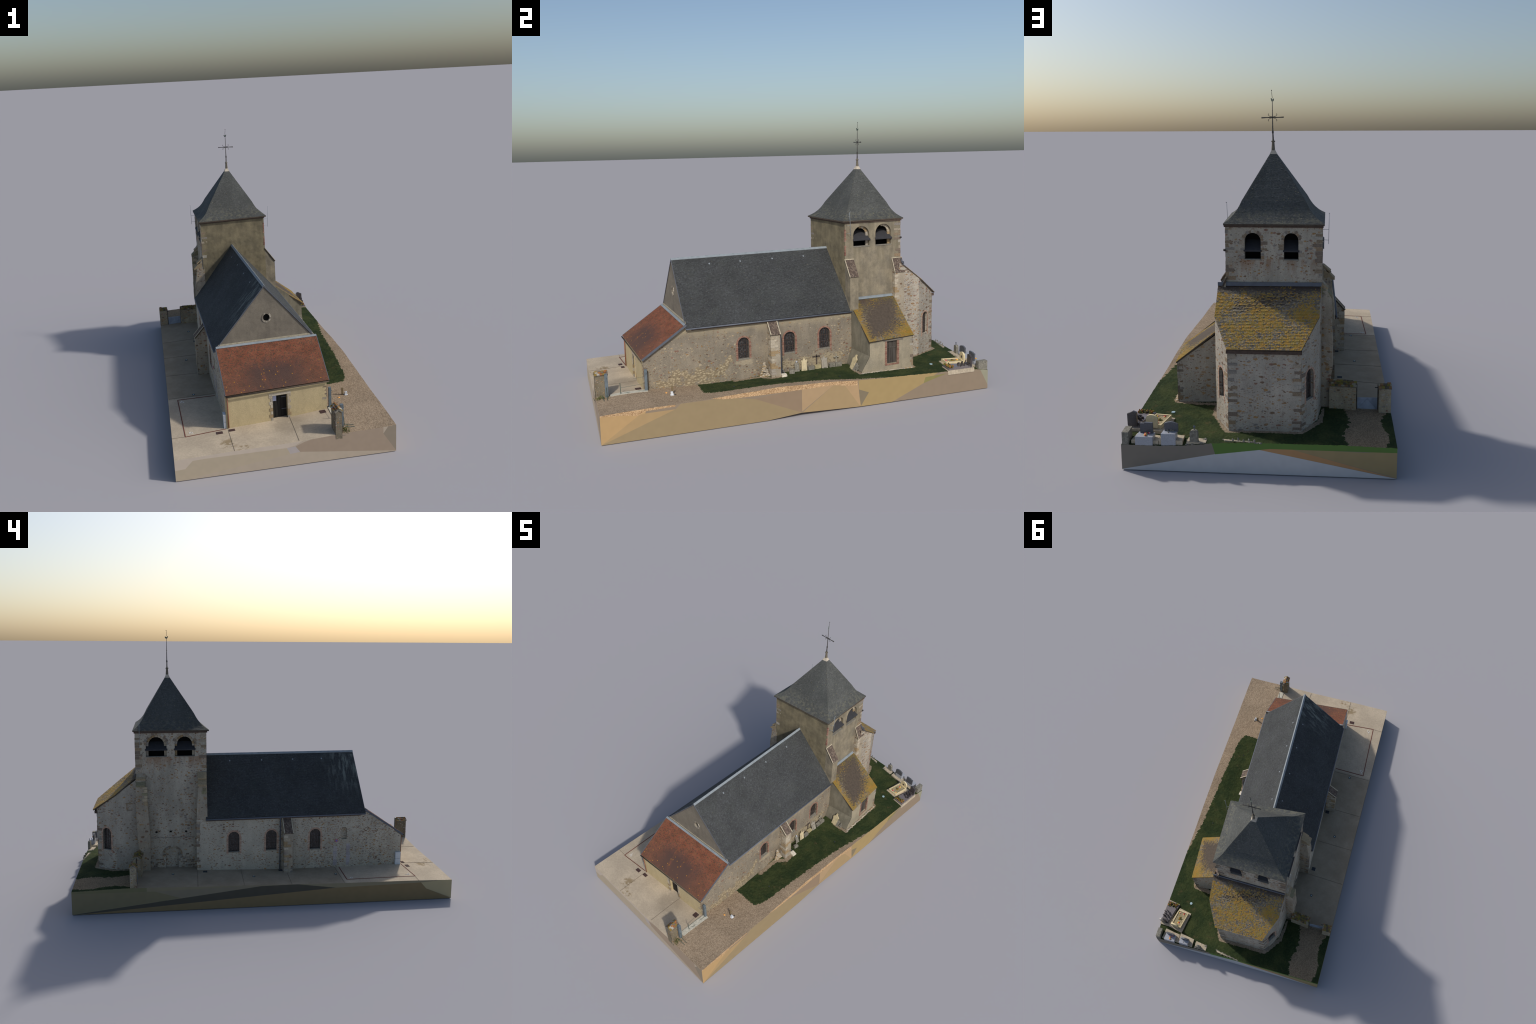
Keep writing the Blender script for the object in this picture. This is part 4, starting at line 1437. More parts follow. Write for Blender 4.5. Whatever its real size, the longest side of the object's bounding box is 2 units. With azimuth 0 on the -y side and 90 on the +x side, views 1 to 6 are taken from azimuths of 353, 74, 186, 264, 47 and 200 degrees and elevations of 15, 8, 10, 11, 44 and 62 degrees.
    m.add([rings[0][k] + Z * .0002 for k in ("SE", "NE", "NW", "SW")] + [rings[0][k] - Z * .006 for k in ("SE", "NE", "NW", "SW")],
          [(3, 2, 1, 0), (4, 5, 6, 7)] + [(i, (i + 1) % 4, (i + 1) % 4 + 4, i + 4) for i in range(4)])
    m.obj("eaves_board", MT["deck"], tw)
    # finial: lead cap, post, cross, weathercock
    m = Mesh()
    b = [rings[-1][k] for k in ("SE", "NE", "NW", "SW")]
    t = [apex + (p - apex) * .55 + Z * (1.161 - p.z + .0) * 1 for p in b]
    for i in range(4):
        t[i].z = 1.162
    b = [apex + (p - apex) * 1.25 - Z * 0 for p in b]
    for p in b:
        p.z = 1.1445
    m.add(b + t, [(0, 1, 5, 4), (1, 2, 6, 5), (2, 3, 7, 6), (3, 0, 4, 7), (4, 5, 6, 7)])
    fin = m.obj("finial_cap", MT["lead"], tw)
    cx, cy = apex.x, apex.y
    m = Mesh()
    m.tube([(cx, cy, 1.160), (cx, cy, 1.192), (cx, cy, 1.1925), (cx, cy, 1.197), (cx, cy, 1.1975), (cx, cy, 1.203)], [.0078, .0052, .0082, .0082, .0048, .0035], 10)
    m.obj("finial_post", plain("weathered_lead", lin(96, 90, 78, .85), 0.7), fin, smooth=False)
    m = Mesh()
    m.tube([(cx, cy, 1.20), (cx + .001, cy, 1.225), (cx + .0015, cy, 1.232), (cx + .0015, cy, 1.24), (cx + .003, cy, 1.352)], [.003, .0026, .0042, .0022, .0013], 8)
    m.tube([(cx + .003, cy, 1.366), (cx + .0055, cy, 1.392)], .0009, 6)
    m.blob((cx + .0058, cy + .001, 1.3955), (.0018, .0018, .0028))
    zc = 1.290
    m.tube([(-.080, .4938, zc + .001), (-.055, .494, zc), (-.0345, .4945, zc + .0005), (-.012, .495, zc - .0005), (.0105, .4955, zc - .001)], [.0022, .0018, .0026, .0018, .0030], 8)
    for sx in (-1, 1):
        for sz in (-1, 1):
            pts = [(cx + .002 + sx * (.004 + .014 * math.sin(t)), cy, zc + sz * (.0035 + .011 * (1 - math.cos(t)) * .75)) for t in [i * math.pi / 2 / 5 for i in range(6)]]
            m.tube(pts, .0009, 5)
            m.tube([pts[-1], V(pts[-1]) + V((-sx * .003, 0, sz * .0032))], .0011, 5)
    m.obj("wrought_cross", MT["iron"], fin, smooth=True)
    # weathercock
    m = Mesh()
    bx, by, bz = cx + .003, cy, 1.3575
    dv = V((-.62, .78, 0)).normalized()
    sd = V((dv.y, -dv.x, 0))
    prof2 = [(-.0098, .004), (-.0085, -.001), (-.004, -.0048), (.002, -.005), (.006, -.002), (.0072, .0035), (.0098, .0052), (.0088, .0078), (.006, .0075), (.0035, .0035), (.0, .0020), (-.0045, .0028), (-.0070, .0060), (-.0085, .0062)]
    m.prism([V((bx, by, bz)) - dv * a + Z * b - sd * .0018 for a, b in prof2], sd * .0036)
    m.obj("weathercock", MT["patina"], fin)
    # aerials
    m = Mesh()
    for tp, bt, w in (((.186, .352, .929), (.181, .360, .806), (.156, .346)), ((-.271, .636, .920), (-.270, .637, .800), (-.244, .632))):
        m.tube([tp, bt], .0010, 6)
        for z in (.858, .816):
            f = (z - bt[2]) / (tp[2] - bt[2])
            m.tube([V(bt).lerp(V(tp), f), (w[0], w[1], z)], .0008, 5)
        m.tube([tp, V(tp) + V((0.003 if tp[0] > 0 else -.0005, 0.004, .003))], .0014, 6)
    m.obj("aerial_rod", MT["zinc"], tw, smooth=True)
    # flood lights
    m = Mesh()
    m.blob(fE(.333, .776, .004), (.006, .006, .005))
    m.obj("flood_light", MT["iron"], tw)

    # ---- east buttresses with tiled weatherings
    def east_buttress(s0, s1, out, zt, zl, mat, z0=.11):
        m = Mesh()
        f1 = Face(fE(s0, 0, out)[:2], fE(s1, 0, out)[:2])
        wall(m, f1, [(0, z0), (f1.L, z0), (f1.L, zl), (0, zl)], seed=21)
        pr = [(0, z0), (out, z0), (out, zl), (0, zt - .004)]
        wall(m, Face(fE(s0, 0, 0)[:2], f1.p0[:2]), pr, seed=22)
        wall(m, Face(fE(s1, 0, out)[:2], fE(s1, 0, 0)[:2]), [(out - x, z) for x, z in pr][::-1], seed=23)
        ob = m.obj("tower_buttress", MT[mat], root)
        e = .002
        a0, a1 = fE(s0 - e, zt, -.002), fE(s1 + e, zt, -.002)
        b0, b1 = fE(s0 - e, zl, out + .003), fE(s1 + e, zl, out + .003)
        cap = tiled("buttress_cap", [b0, a0], [b1, a1], .007, .0075, .0012, MT["cap_tile"], ob)
        k = Mesh()
        nn = (b1 - b0).cross(a0 - b0).normalized()
        k.block(a0 - fE.t * .002, b0 - a0, fE.t * .0045, nn * .0026)
        k.block(a0, fE.t * (s1 - s0 + 2 * e), (b0 - a0) * .05, nn * .0026)
        k.obj("cap_verge", MT["edge"], cap)
        return ob
    east_buttress(.0005, .0485, .0575, .678, .591, "tower_plaster", .40)
    nb = east_buttress(.283, .3405, .0300, .668, .590, "buttress")
    q = Mesh()
    quoins(q, fE(.283, 0, .030)[:2], fE.t[:2], (-fE.n)[:2], fE.n[:2], (-fE.t)[:2], .40, .58, .026, .014, .013)
    q.obj("corner_stone", MT["quoin_pale"], nb, kind="stuff")

    # ---- west buttresses: stone offsets, leaning lower parts
    def stone_buttress(plan, zs, seed):
        """loft: plan(z) -> (y_south, y_north, x_out) at the listed heights; inner side buried in the tower"""
        m = Mesh()
        ring_ = []
        for z in zs:
            y0, y1, xo = plan(z)
            xi = -.225
            r = []
            k = 5
            for a, b in (((xi, y0), (xo, y0)), ((xo, y0), (xo, y1)), ((xo, y1), (xi, y1))):
                for i in range(k):
                    p = V((a[0] + (b[0] - a[0]) * i / k, a[1] + (b[1] - a[1]) * i / k, z))
                    d = .0016 * mnoise.noise(p * 60 + V((seed, 0, 0))) + .0014 * mnoise.noise(p * 25)
                    p += V((-d, d if b[1] > a[1] else -d, 0))
                    r.append(p)
            r.append(V((xi, y1, z)))
            ring_.append(r)
        n = len(ring_[0])
        vs = [p for r in ring_ for p in r]
        fs = []
        for i in range(len(zs) - 1):
            for k in range(n - 1):
                fs.append((i * n + k + 1, i * n + k, (i + 1) * n + k, (i + 1) * n + k + 1))
        fs.append(tuple((len(zs) - 1) * n + k for k in range(n - 1, -1, -1)))
        m.add(vs, fs)
        return m.obj("tower_buttress", MT["buttress"], root)

    def lerp_tab(tab):
        def f(z):
            if z <= tab[0][0]:
                return tab[0][1:]
            for a, b in zip(tab, tab[1:]):
                if z <= b[0]:
                    t = (z - a[0]) / (b[0] - a[0])
                    return tuple(p + (q - p) * t for p, q in zip(a[1:], b[1:]))
            return tab[-1][1:]
        return f
    zz = [.10 + .012 * i for i in range(46)] + [.655]
    nbt = stone_buttress(lerp_tab([(.10, .594, .650, -.284), (.25, .592, .650, -.283), (.30, .591, .655, -.291), (.40, .594, .660, -.289), (.50, .602, .662, -.2845), (.56, .609, .662, -.2845), (.598, .611, .661, -.281), (.606, .612, .660, -.272), (.632, .613, .659, -.263), (.655, .614, .658, -.246)]), zz, 3)
    sbt = stone_buttress(lerp_tab([(.10, .292, .344, -.283), (.39, .290, .344, -.284), (.40, .288, .347, -.289), (.48, .289, .343, -.286), (.56, .290, .338, -.273), (.598, .291, .337, -.270), (.606, .292, .337, -.262), (.636, .293, .336, -.247), (.655, .2935, .336, -.236)]), zz, 9)
    q = Mesh()
    for (y0, y1, xo, z0, z1) in ((.602, .660, -.286, .40, .59), (.292, .338, -.274, .45, .59)):
        quoins(q, (xo, y0), (0, 1), (1, 0), (-1, 0), (0, -1), z0, z1, .03, .02, .017, .0008)
    for y0, y1 in ((.6135, .659), (.2935, .3365)):
        q.prism([(-.236, y0 - .002, .657), (-.236, y0 - .002, .648), (-.268, y0 - .002, .622), (-.27, y0 - .002, .629)], (0, y1 - y0 + .004, 0))
        q.prism([(-.240, y0 - .002, .632), (-.240, y0 - .002, .60), (-.287, y0 - .002, .590), (-.287, y0 - .002, .598), (-.262, y0 - .002, .622)], (0, y1 - y0 + .003, 0))
    q.obj("weathering_stone", by_island("mossy_ashlar", [lin(120, 116, 92, K), lin(112, 106, 84, K), lin(134, 120, 96, K), lin(150, 138, 116, K)]), nbt, kind="stuff")
    return fE, fN, fW, fS, tw


fE, fN, fW, fS, tower = build_tower()


# ------------------------------------------------------------------ apse (choir)
def build_apse():
    pts = [(.1635, .650), (.1620, .770), (.0925, .8885), (-.1810, .8790), (-.2385, .775), (-.2455, .655)]
    a, b, c = V((.165, .674, .6305)), V((-.242, .664, .634)), V((-.182, .899, .450))
    n = (b - a).cross(c - a).normalized()

    def rz(x, y, d=.0):
        return a.z - ((x - a.x) * n.x + (y - a.y) * n.y) / n.z - d
    fr = [Face(pts[i], pts[i + 1]) for i in range(5)]
    wins = {1: (.038, .092, .2255, .349), 3: (.035, .087, .233, .354)}
    ob0 = None
    for i, f in enumerate(fr):
        m = Mesh()
        h = [arch(*wins[i])] if i in wins else []
        k = 6
        top = [(f.L * j / k, rz(*f(f.L * j / k, 0)[:2], .014 if i in (3, 4) else .009)) for j in range(k, -1, -1)]
        wall(m, f, [(0, .105), (f.L, .105)] + top, h, .014, seed=31 + i)
        ob = m.obj("apse_wall", MT["apse"], ob0 or root)
        ob0 = ob0 or ob
        if i in wins:
            windows(f, [wins[i]], ob, .014, "brick_pale", .0075, 3, False)
    q = Mesh()
    for i, la, lb in ((2, .002, .034), (3, .030, .004)):
        f0, f1 = fr[i - 1], fr[i]
        c0 = pts[i]
        quoins(q, c0, (-f0.t)[:2], f1.t[:2], f0.n[:2], f1.n[:2], .13, rz(*c0, .022), la, lb, .014)
    q.obj("corner_stone", MT["quoin"], ob0, kind="stuff")
    # blocked slit on the west wall, putlogs on the north wall
    m = Mesh()
    f = fr[4]
    s = f.L - .060
    m.block(f(s, .457, -.003), f.t * .004, Z * .034, f.n * .0042)
    m.block(f(s - .004, .490, -.003), f.t * .036, Z * .005, f.n * .0044)
    m.block(f(s, .455, -.003), f.t * .030, Z * .004, f.n * .0042)
    m.obj("slit_stone", MT["quoin"], ob0)
    # roof
    NEc, NWc = V((.0925, .9065, 0)), V((-.1835, .8985, 0))
    Ec, Wc = V((.1590, .790, 0)), V((-.2425, .772, 0))
    tE, tW = V((.1665, .671, 0)), V((-.2440, .661, 0))
    for p in (NEc, NWc, Ec, Wc, tE, tW):
        p.z = rz(p.x, p.y)
    Wc.z -= .008          # the tired west flank sags
    NWc.z -= .002
    Ec.z -= .002
    rf = tiled("apse_roof", [NEc, Ec, tE], [NWc, Wc, tW], .0068, .0068, .0016, MT["lichen"], root, jit=.5)
    up = (tE - NEc).normalized()
    m = Mesh()
    m.prism([tE + n * .002, tW + n * .002, tW + n * .002 + V((0, .013, -.0105)), tE + n * .002 + V((0, .013, -.0105))], n * .002)
    m.prism([tE + V((0, .0035, .0)), tW + V((0, .0055, .0)), tW + V((0, .0045, .0145)), tE + V((0, .0025, .0145))], V((0, .0025, 0)))
    m.obj("flashing_strip", MT["zinc_dark"], rf)
    # brick eave course under the north edge
    m = Mesh()
    f = fr[2]
    m.block(f(-.004, .4285, -.003), f.t * (f.L + .008), Z * .0125, f.n * .0145)
    m.obj("brick_cornice", MT["cornice"], rf)
    # side lead gusset against the tower
    m = Mesh()
    m.prism([V((.150, .669, .640)), V((.166, .672, .634)), V((.138, .668, .664))], V((0, .002, 0)))
    m.obj("lead_gusset", MT["zinc_dark"], rf)


build_apse()


# ------------------------------------------------------------------ side chapel
def build_chapel():
    cE = Face((.3775, .3755), (.3545, .6310))
    m = Mesh()
    d0, d1, z0, z1 = .100, .160, .157, .276
    hole = [(d0, z0), (d1, z0), (d1, z1), (d0, z1)]
    wall(m, cE, [(-.048, .110), (cE.L, .110), (cE.L, .292), (0, .287), (0, .21), (-.046, .135)], [hole], .012, seed=41)
    ch = m.obj("chapel_east_wall", MT["annex_plaster"], root)
    m = Mesh()
    # battered south wall: upright above, spreading foot
    rows = [(.100, .3265), (.135, .3295), (.150, .338), (.175, .353), (.210, .3755), (.225, .3755), (.30, .3755), (.45, .3755)]
    vs, fs = [], []
    nx = 14
    for z, y in rows:
        for i in range(nx):
            t = i / (nx - 1)
            x0, x1 = .19, .3773 + (.3755 - y) * .0898
            x = x0 + (x1 - x0) * t
            yy = y + (0 if z > .21 else 0) - .004 * (1 - t)
            zz = z
            if z > .28:
                lim = .287 + (x1 - x) * .79
                zz = min(z, lim) if z < .44 else lim
                zz = .287 + (lim - .287) * (0.1 if z < .4 else 1)
            k = min(1.0, max(0.0, (z - .12) / .09))
            p = V((x, yy - .135 * k * (x1 - x), zz + (.007 if z > .28 else 0)))
            p.y += .0015 * mnoise.noise(p * 50) * min(1, (nx - 1 - i) / 3)
            vs.append(p)
    for j in range(len(rows) - 1):
        for i in range(nx - 1):
            fs.append((j * nx + i, j * nx + i + 1, (j + 1) * nx + i + 1, (j + 1) * nx + i))
    m.add(vs, fs)
    m.obj("chapel_south_wall", MT["annex_south"], ch)
    m = Mesh()
    cN = Face((.3545, .6300), (.145, .607))
    wall(m, cN, [(0, .110), (cN.L, .110), (cN.L, .445), (0, .290)], (), seed=42)
    nw = m.obj("chapel_north_wall", MT["apse"], ch)
    q = Mesh()
    quoins(q, (.3545, .631), (-cE.t)[:2], cN.t[:2], cE.n[:2], cN.n[:2], .13, .285, .010, .022, .013, .0007)
    q.obj("corner_stone", MT["quoin"], nw, kind="stuff")
    # door
    m = Mesh()
    for i in range(5):
        a = d0 + (d1 - d0) * (i + .06) / 5
        m.block(cE(a, z0, -.0105), cE.t * ((d1 - d0) / 5 * .88), Z * (z1 - z0 - .001), cE.n * (.002 + .0008 * (i % 2)))
    m.face([cE(a, z, -.0112) for a, z in hole])
    m.block(cE(d0, .238, -.0105), cE.t * (d1 - d0), Z * .006, cE.n * .0045)
    dr = m.obj("chapel_door", MT["old_door"], ch)
    m = Mesh()
    z, k = z0 - .008, 0
    while z < z1 - .001:
        hh = min(.0055, z1 - z)
        w = .0125 if k % 2 else .0105
        m.block(cE(d0 - w, z + .0003, -.008), cE.t * w, Z * (hh - .0006), cE.n * .0092)
        m.block(cE(d1, z + .0003, -.008), cE.t * w, Z * (hh - .0006), cE.n * .0092)
        z += .0055
        k += 1
    for i in range(6):
        a = d0 + (d1 - d0) * i / 6
        m.block(cE(a + .0003, z0 - .008, -.011), cE.t * ((d1 - d0) / 6 - .0006), Z * .0075, cE.n * .0125)
    m.obj("door_surround_brick", MT["brick"], ch, kind="stuff")
    m = Mesh()
    m.block(cE(.080, .2765, -.006), cE.t * .115, Z * .009, cE.n * .0085)
    m.obj("door_lintel", MT["plank"], ch)
    # roof
    lS, lN = V((.3895, .3680, .2875)), V((.3595, .6330, .2925))
    tS, tN = V((.150, .3560, .4600)), V((.1450, .6220, .4620))
    rf = tiled("chapel_roof", [lS, tS], [lN, tN], .0066, .0066, .0014, MT["annex_tile"], root, jit=.5)
    m = Mesh()
    p0, p1 = fE(.050, .462, .0006), fE(.283, .464, .0006)
    m.block(p0, p1 - p0, Z * .008, fE.n * .0022)
    m.block(p0 + Z * .001, p1 - p0, V((.010, 0, -.0060)), V((.001, 0, .002)))
    m.obj("flashing_strip", MT["zinc"], rf)


build_chapel()


# ------------------------------------------------------------------ boundary walls, gates, posts
def ridge_wall(name, p0, p1, th, zb, ze, zr, mat, side_over=.004, cap="moss_cap"):
    """free-standing wall with a saddle-back coping of clay tiles; p0->p1 is the centre line"""
    f = Face(p0, p1)
    m = Mesh()
    h = th / 2
    a, b = f(0, 0, h), f(f.L, 0, h)
    c, d = f(f.L, 0, -h), f(0, 0, -h)
    for q0, q1 in ((a, b), (b, c), (c, d), (d, a)):
        fr = Face(q0[:2], q1[:2])
        if abs((q1 - q0).normalized().dot(f.t)) > .5:
            wall(m, fr, [(0, zb), (fr.L, zb), (fr.L, ze), (0, ze)], (), grid=.010, rough=.0014)
        else:
            wall(m, fr, [(0, zb), (fr.L, zb), (fr.L, ze), (fr.L / 2, zr - .004), (0, ze)], (), grid=.010, rough=.0012)
    ob = m.obj(name, MT[mat], root)
    o = h + side_over
    L = f.L
    for sg in (1, -1):
        e0, e1 = f(-.002, ze - .002, o * sg), f(L + .002, ze - .002, o * sg)
        r0, r1 = f(-.002, zr, 0), f(L + .002, zr, 0)
        if sg > 0:
            tiled("coping_tile", [e0, r0], [e1, r1], .010, .013, .003, MT[cap], ob, jit=.6, base_mat=MT["old_stone"])
        else:
            tiled("coping_tile", [e1, r1], [e0, r0], .010, .013, .003, MT[cap], ob, jit=.6, base_mat=MT["old_stone"])
    m = Mesh()
    k = max(2, int(L / .013))
    for i in range(k):
        if rng.random() < .8:
            p = f(L * (i + .1) / k, zr + rng.uniform(-.001, .001), 0)
            m.tube([p, p + f.t * (L / k * .85)], .0042, 7)
    m.obj("ridge_tile", MT[cap], ob)
    return ob


def build_yard():
    ridge_wall("gate_wall", (-.280, .651), (-.388, .6575), .038, .10, .232, .247, "gatewall")
    ridge_wall("gate_pier", (-.4760, .6685), (-.5245, .6665), .033, .10, .233, .246, "gatewall", .003)
    ridge_wall("yard_pillar", (.263, -.977), (.2585, -.917), .030, .10, .236, .249, "pillar", .004, "moss_tile")
    # north gate: sheet-metal leaf with braces
    f = Face((-.4735, .6535), (-.390, .659))
    m = Mesh()
    m.block(f(.002, .130, 0), f.t * (f.L - .004), Z * .049, f.n * .0015)
    for a, b in (((.004, .131), (f.L / 2, .176)), ((f.L - .004, .131), (f.L / 2, .176))):
        d = f(b[0], b[1]) - f(a[0], a[1])
        m.tube([f(*a, .002), f(*b, .002)], .0011, 5)
        m.tube([f(*a, -.001), f(*b, -.001)], .0011, 5)
    gt = m.obj("yard_gate", plain("galvanised_gate", lin(120, 128, 140, .7), 0.6, 0.2, 40), root)
    m = Mesh()
    for s in (-.001, f.L + .001):
        m.tube([f(s, .12), f(s, .236)], .0024, 8)
    m.tube([f(0, .222), f(.012, .222)], .0018, 6)
    m.obj("gate_post", MT["iron"], gt)
    # south-east gateway: two square steel posts, low concrete threshold, open bar gate
    m = Mesh()
    for (x, y), zt, s in (((.290, -.9245), .240, .0145), ((.2805, -.7405), .238, .0125)):
        z0 = .120
        m.block((x - s / 2, y - s / 2, z0), (s, 0, 0), (0, s, 0), (0, 0, zt - z0))
        m.prism([(x - s / 2, y - s / 2, zt), (x + s / 2, y - s / 2, zt), (x + s / 2, y + s / 2, zt), (x - s / 2, y + s / 2, zt)], (0, 0, .002))
        m.block((x + s / 2, y - .002, zt - .018), (.003, 0, 0), (0, .004, 0), (0, 0, .006))
    post = m.obj("steel_post", plain("painted_steel", lin(108, 119, 126, 1.15), 0.55, 0.12, 60), root)
    m = Mesh()
    m.tube([(.281, -.748, .1385), (.2855, -.861, .1370)], .0016, 6)
    m.tube([(.2855, -.861, .134), (.2855, -.862, .190)], .0016, 6)
    m.tube([(.2855, -.861, .166), (.283, -.790, .170)], .0008, 5)
    m.tube([(.283, -.790, .170), (.281, -.748, .172)], .0006, 5)
    m.tube([(.281, -.748, .206), (.283, -.80, .203)], .0006, 5)
    m.tube([(.284, -.815, .138), (.290, -.828, .140), (.283, -.845, .138)], .0014, 6)
    m.obj("bar_gate", MT["patina"], post)
    m = Mesh()
    k = 10
    for i in range(k):
        y0, y1 = -.735 - .175 * i / k, -.735 - .175 * (i + 1) / k
        z0, z1 = gz(.285, y0) + .0015, gz(.285, y1) + .0015
        m.prism([(.268, y0, z0 - .004), (.2985, y0 + .001, z0 - .004), (.3005, y1 + .001, z1 - .004), (.2690, y1, z1 - .004)], (0, 0, .0045))
    m.obj("gate_threshold", plain("threshold_concrete", lin(174, 170, 156, .87), 0.9), post)
    # loose gate rods lying on the gravel, weeds at the pillar foot
    m = Mesh()
    for a, b in (((.300, -.927), (.345, -.925)), ((.300, -.945), (.347, -.940))):
        m.tube([(a[0], a[1], gz(*a) + .010), (b[0], b[1], gz(*b) + .003)], .0012, 6)
    m.tube([(.299, -.925, .18), (.302, -.925, .135)], .0012, 6)
    m.obj("gate_rod", MT["patina"], post)
    m = Mesh()
    for i in range(60):
        x, y = rng.gauss(.298, .010), rng.gauss(-.952, .012)
        z = gz(x, y)
        a = rng.uniform(0, 6.28)
        h = rng.uniform(.004, .014)
        d = V((math.cos(a), math.sin(a), 0))
        s = V((-d.y, d.x, 0)) * .0016
        p = V((x, y, z))
        m.add([p - s, p + s, p + d * h * .6 + Z * h + s * .3, p + d * h * .6 + Z * (h + .0006) - s * .3, p + Z * .0007], [(0, 1, 2, 3), (0, 3, 4), (1, 4, 2)])
    m.obj("weed_tuft", MT["weed"], post, kind="stuff")
    # tap post with white fitting, terracotta bit
    m = Mesh()
    m.block((.368, -.634, .130), (.008, 0, 0), (0, .008, 0), (0, 0, .044))
    tp = m.obj("tap_post", plain("old_wood_post", lin(110, 96, 72, K), 0.9), root)
    m = Mesh()
    m.block((.380, -.642, .134), (.017, 0, 0), (0, .017, 0), (0, 0, .005))
    m.block((.383, -.640, .139), (.011, 0, 0), (0, .012, 0), (0, 0, .010))
    for dx in (0, .007):
        m.block((.383 + dx, -.640, .149), (.004, 0, 0), (0, .010, 0), (0, 0, .005))
    m.obj("water_fitting", MT["white"], tp)
    m = Mesh()
    m.blob((.391, -.620, .1375), (.005, .005, .0035))
    m.obj("black_pot", MT["iron"], tp)
    m = Mesh()
    m.blob((.347, -.655, .1365), (.007, .005, .003), 4)
    m.obj("terracotta_shard", MT["terracotta"], root)


build_yard()


# ------------------------------------------------------------------ gravestones along the east wall
def slab_prof(m, pos, yaw, prof, th, lean=0.0, mi=0):
    """upright stone: profile (x, z) extruded by th; yaw turns it, lean tips it back"""
    ux = V((math.cos(yaw), math.sin(yaw), 0))
    n = V((ux.y, -ux.x, 0))
    up = (Z * math.cos(lean) - n * math.sin(lean)).normalized()
    o = V(pos)
    m.prism([o + ux * x + up * z for x, z in prof], n * -th, mi)
    return ux, n, up


GOTHIC = [(-.016, 0), (.016, 0), (.0145, .012), (.0135, .045), (.0175, .060), (.0120, .056), (.0070, .056), (.0030, .064), (.0010, .070), (-.0010, .070), (-.0030, .064), (-.0070, .056), (-.0120, .056), (-.0175, .060), (-.0135, .045), (-.0145, .012)]


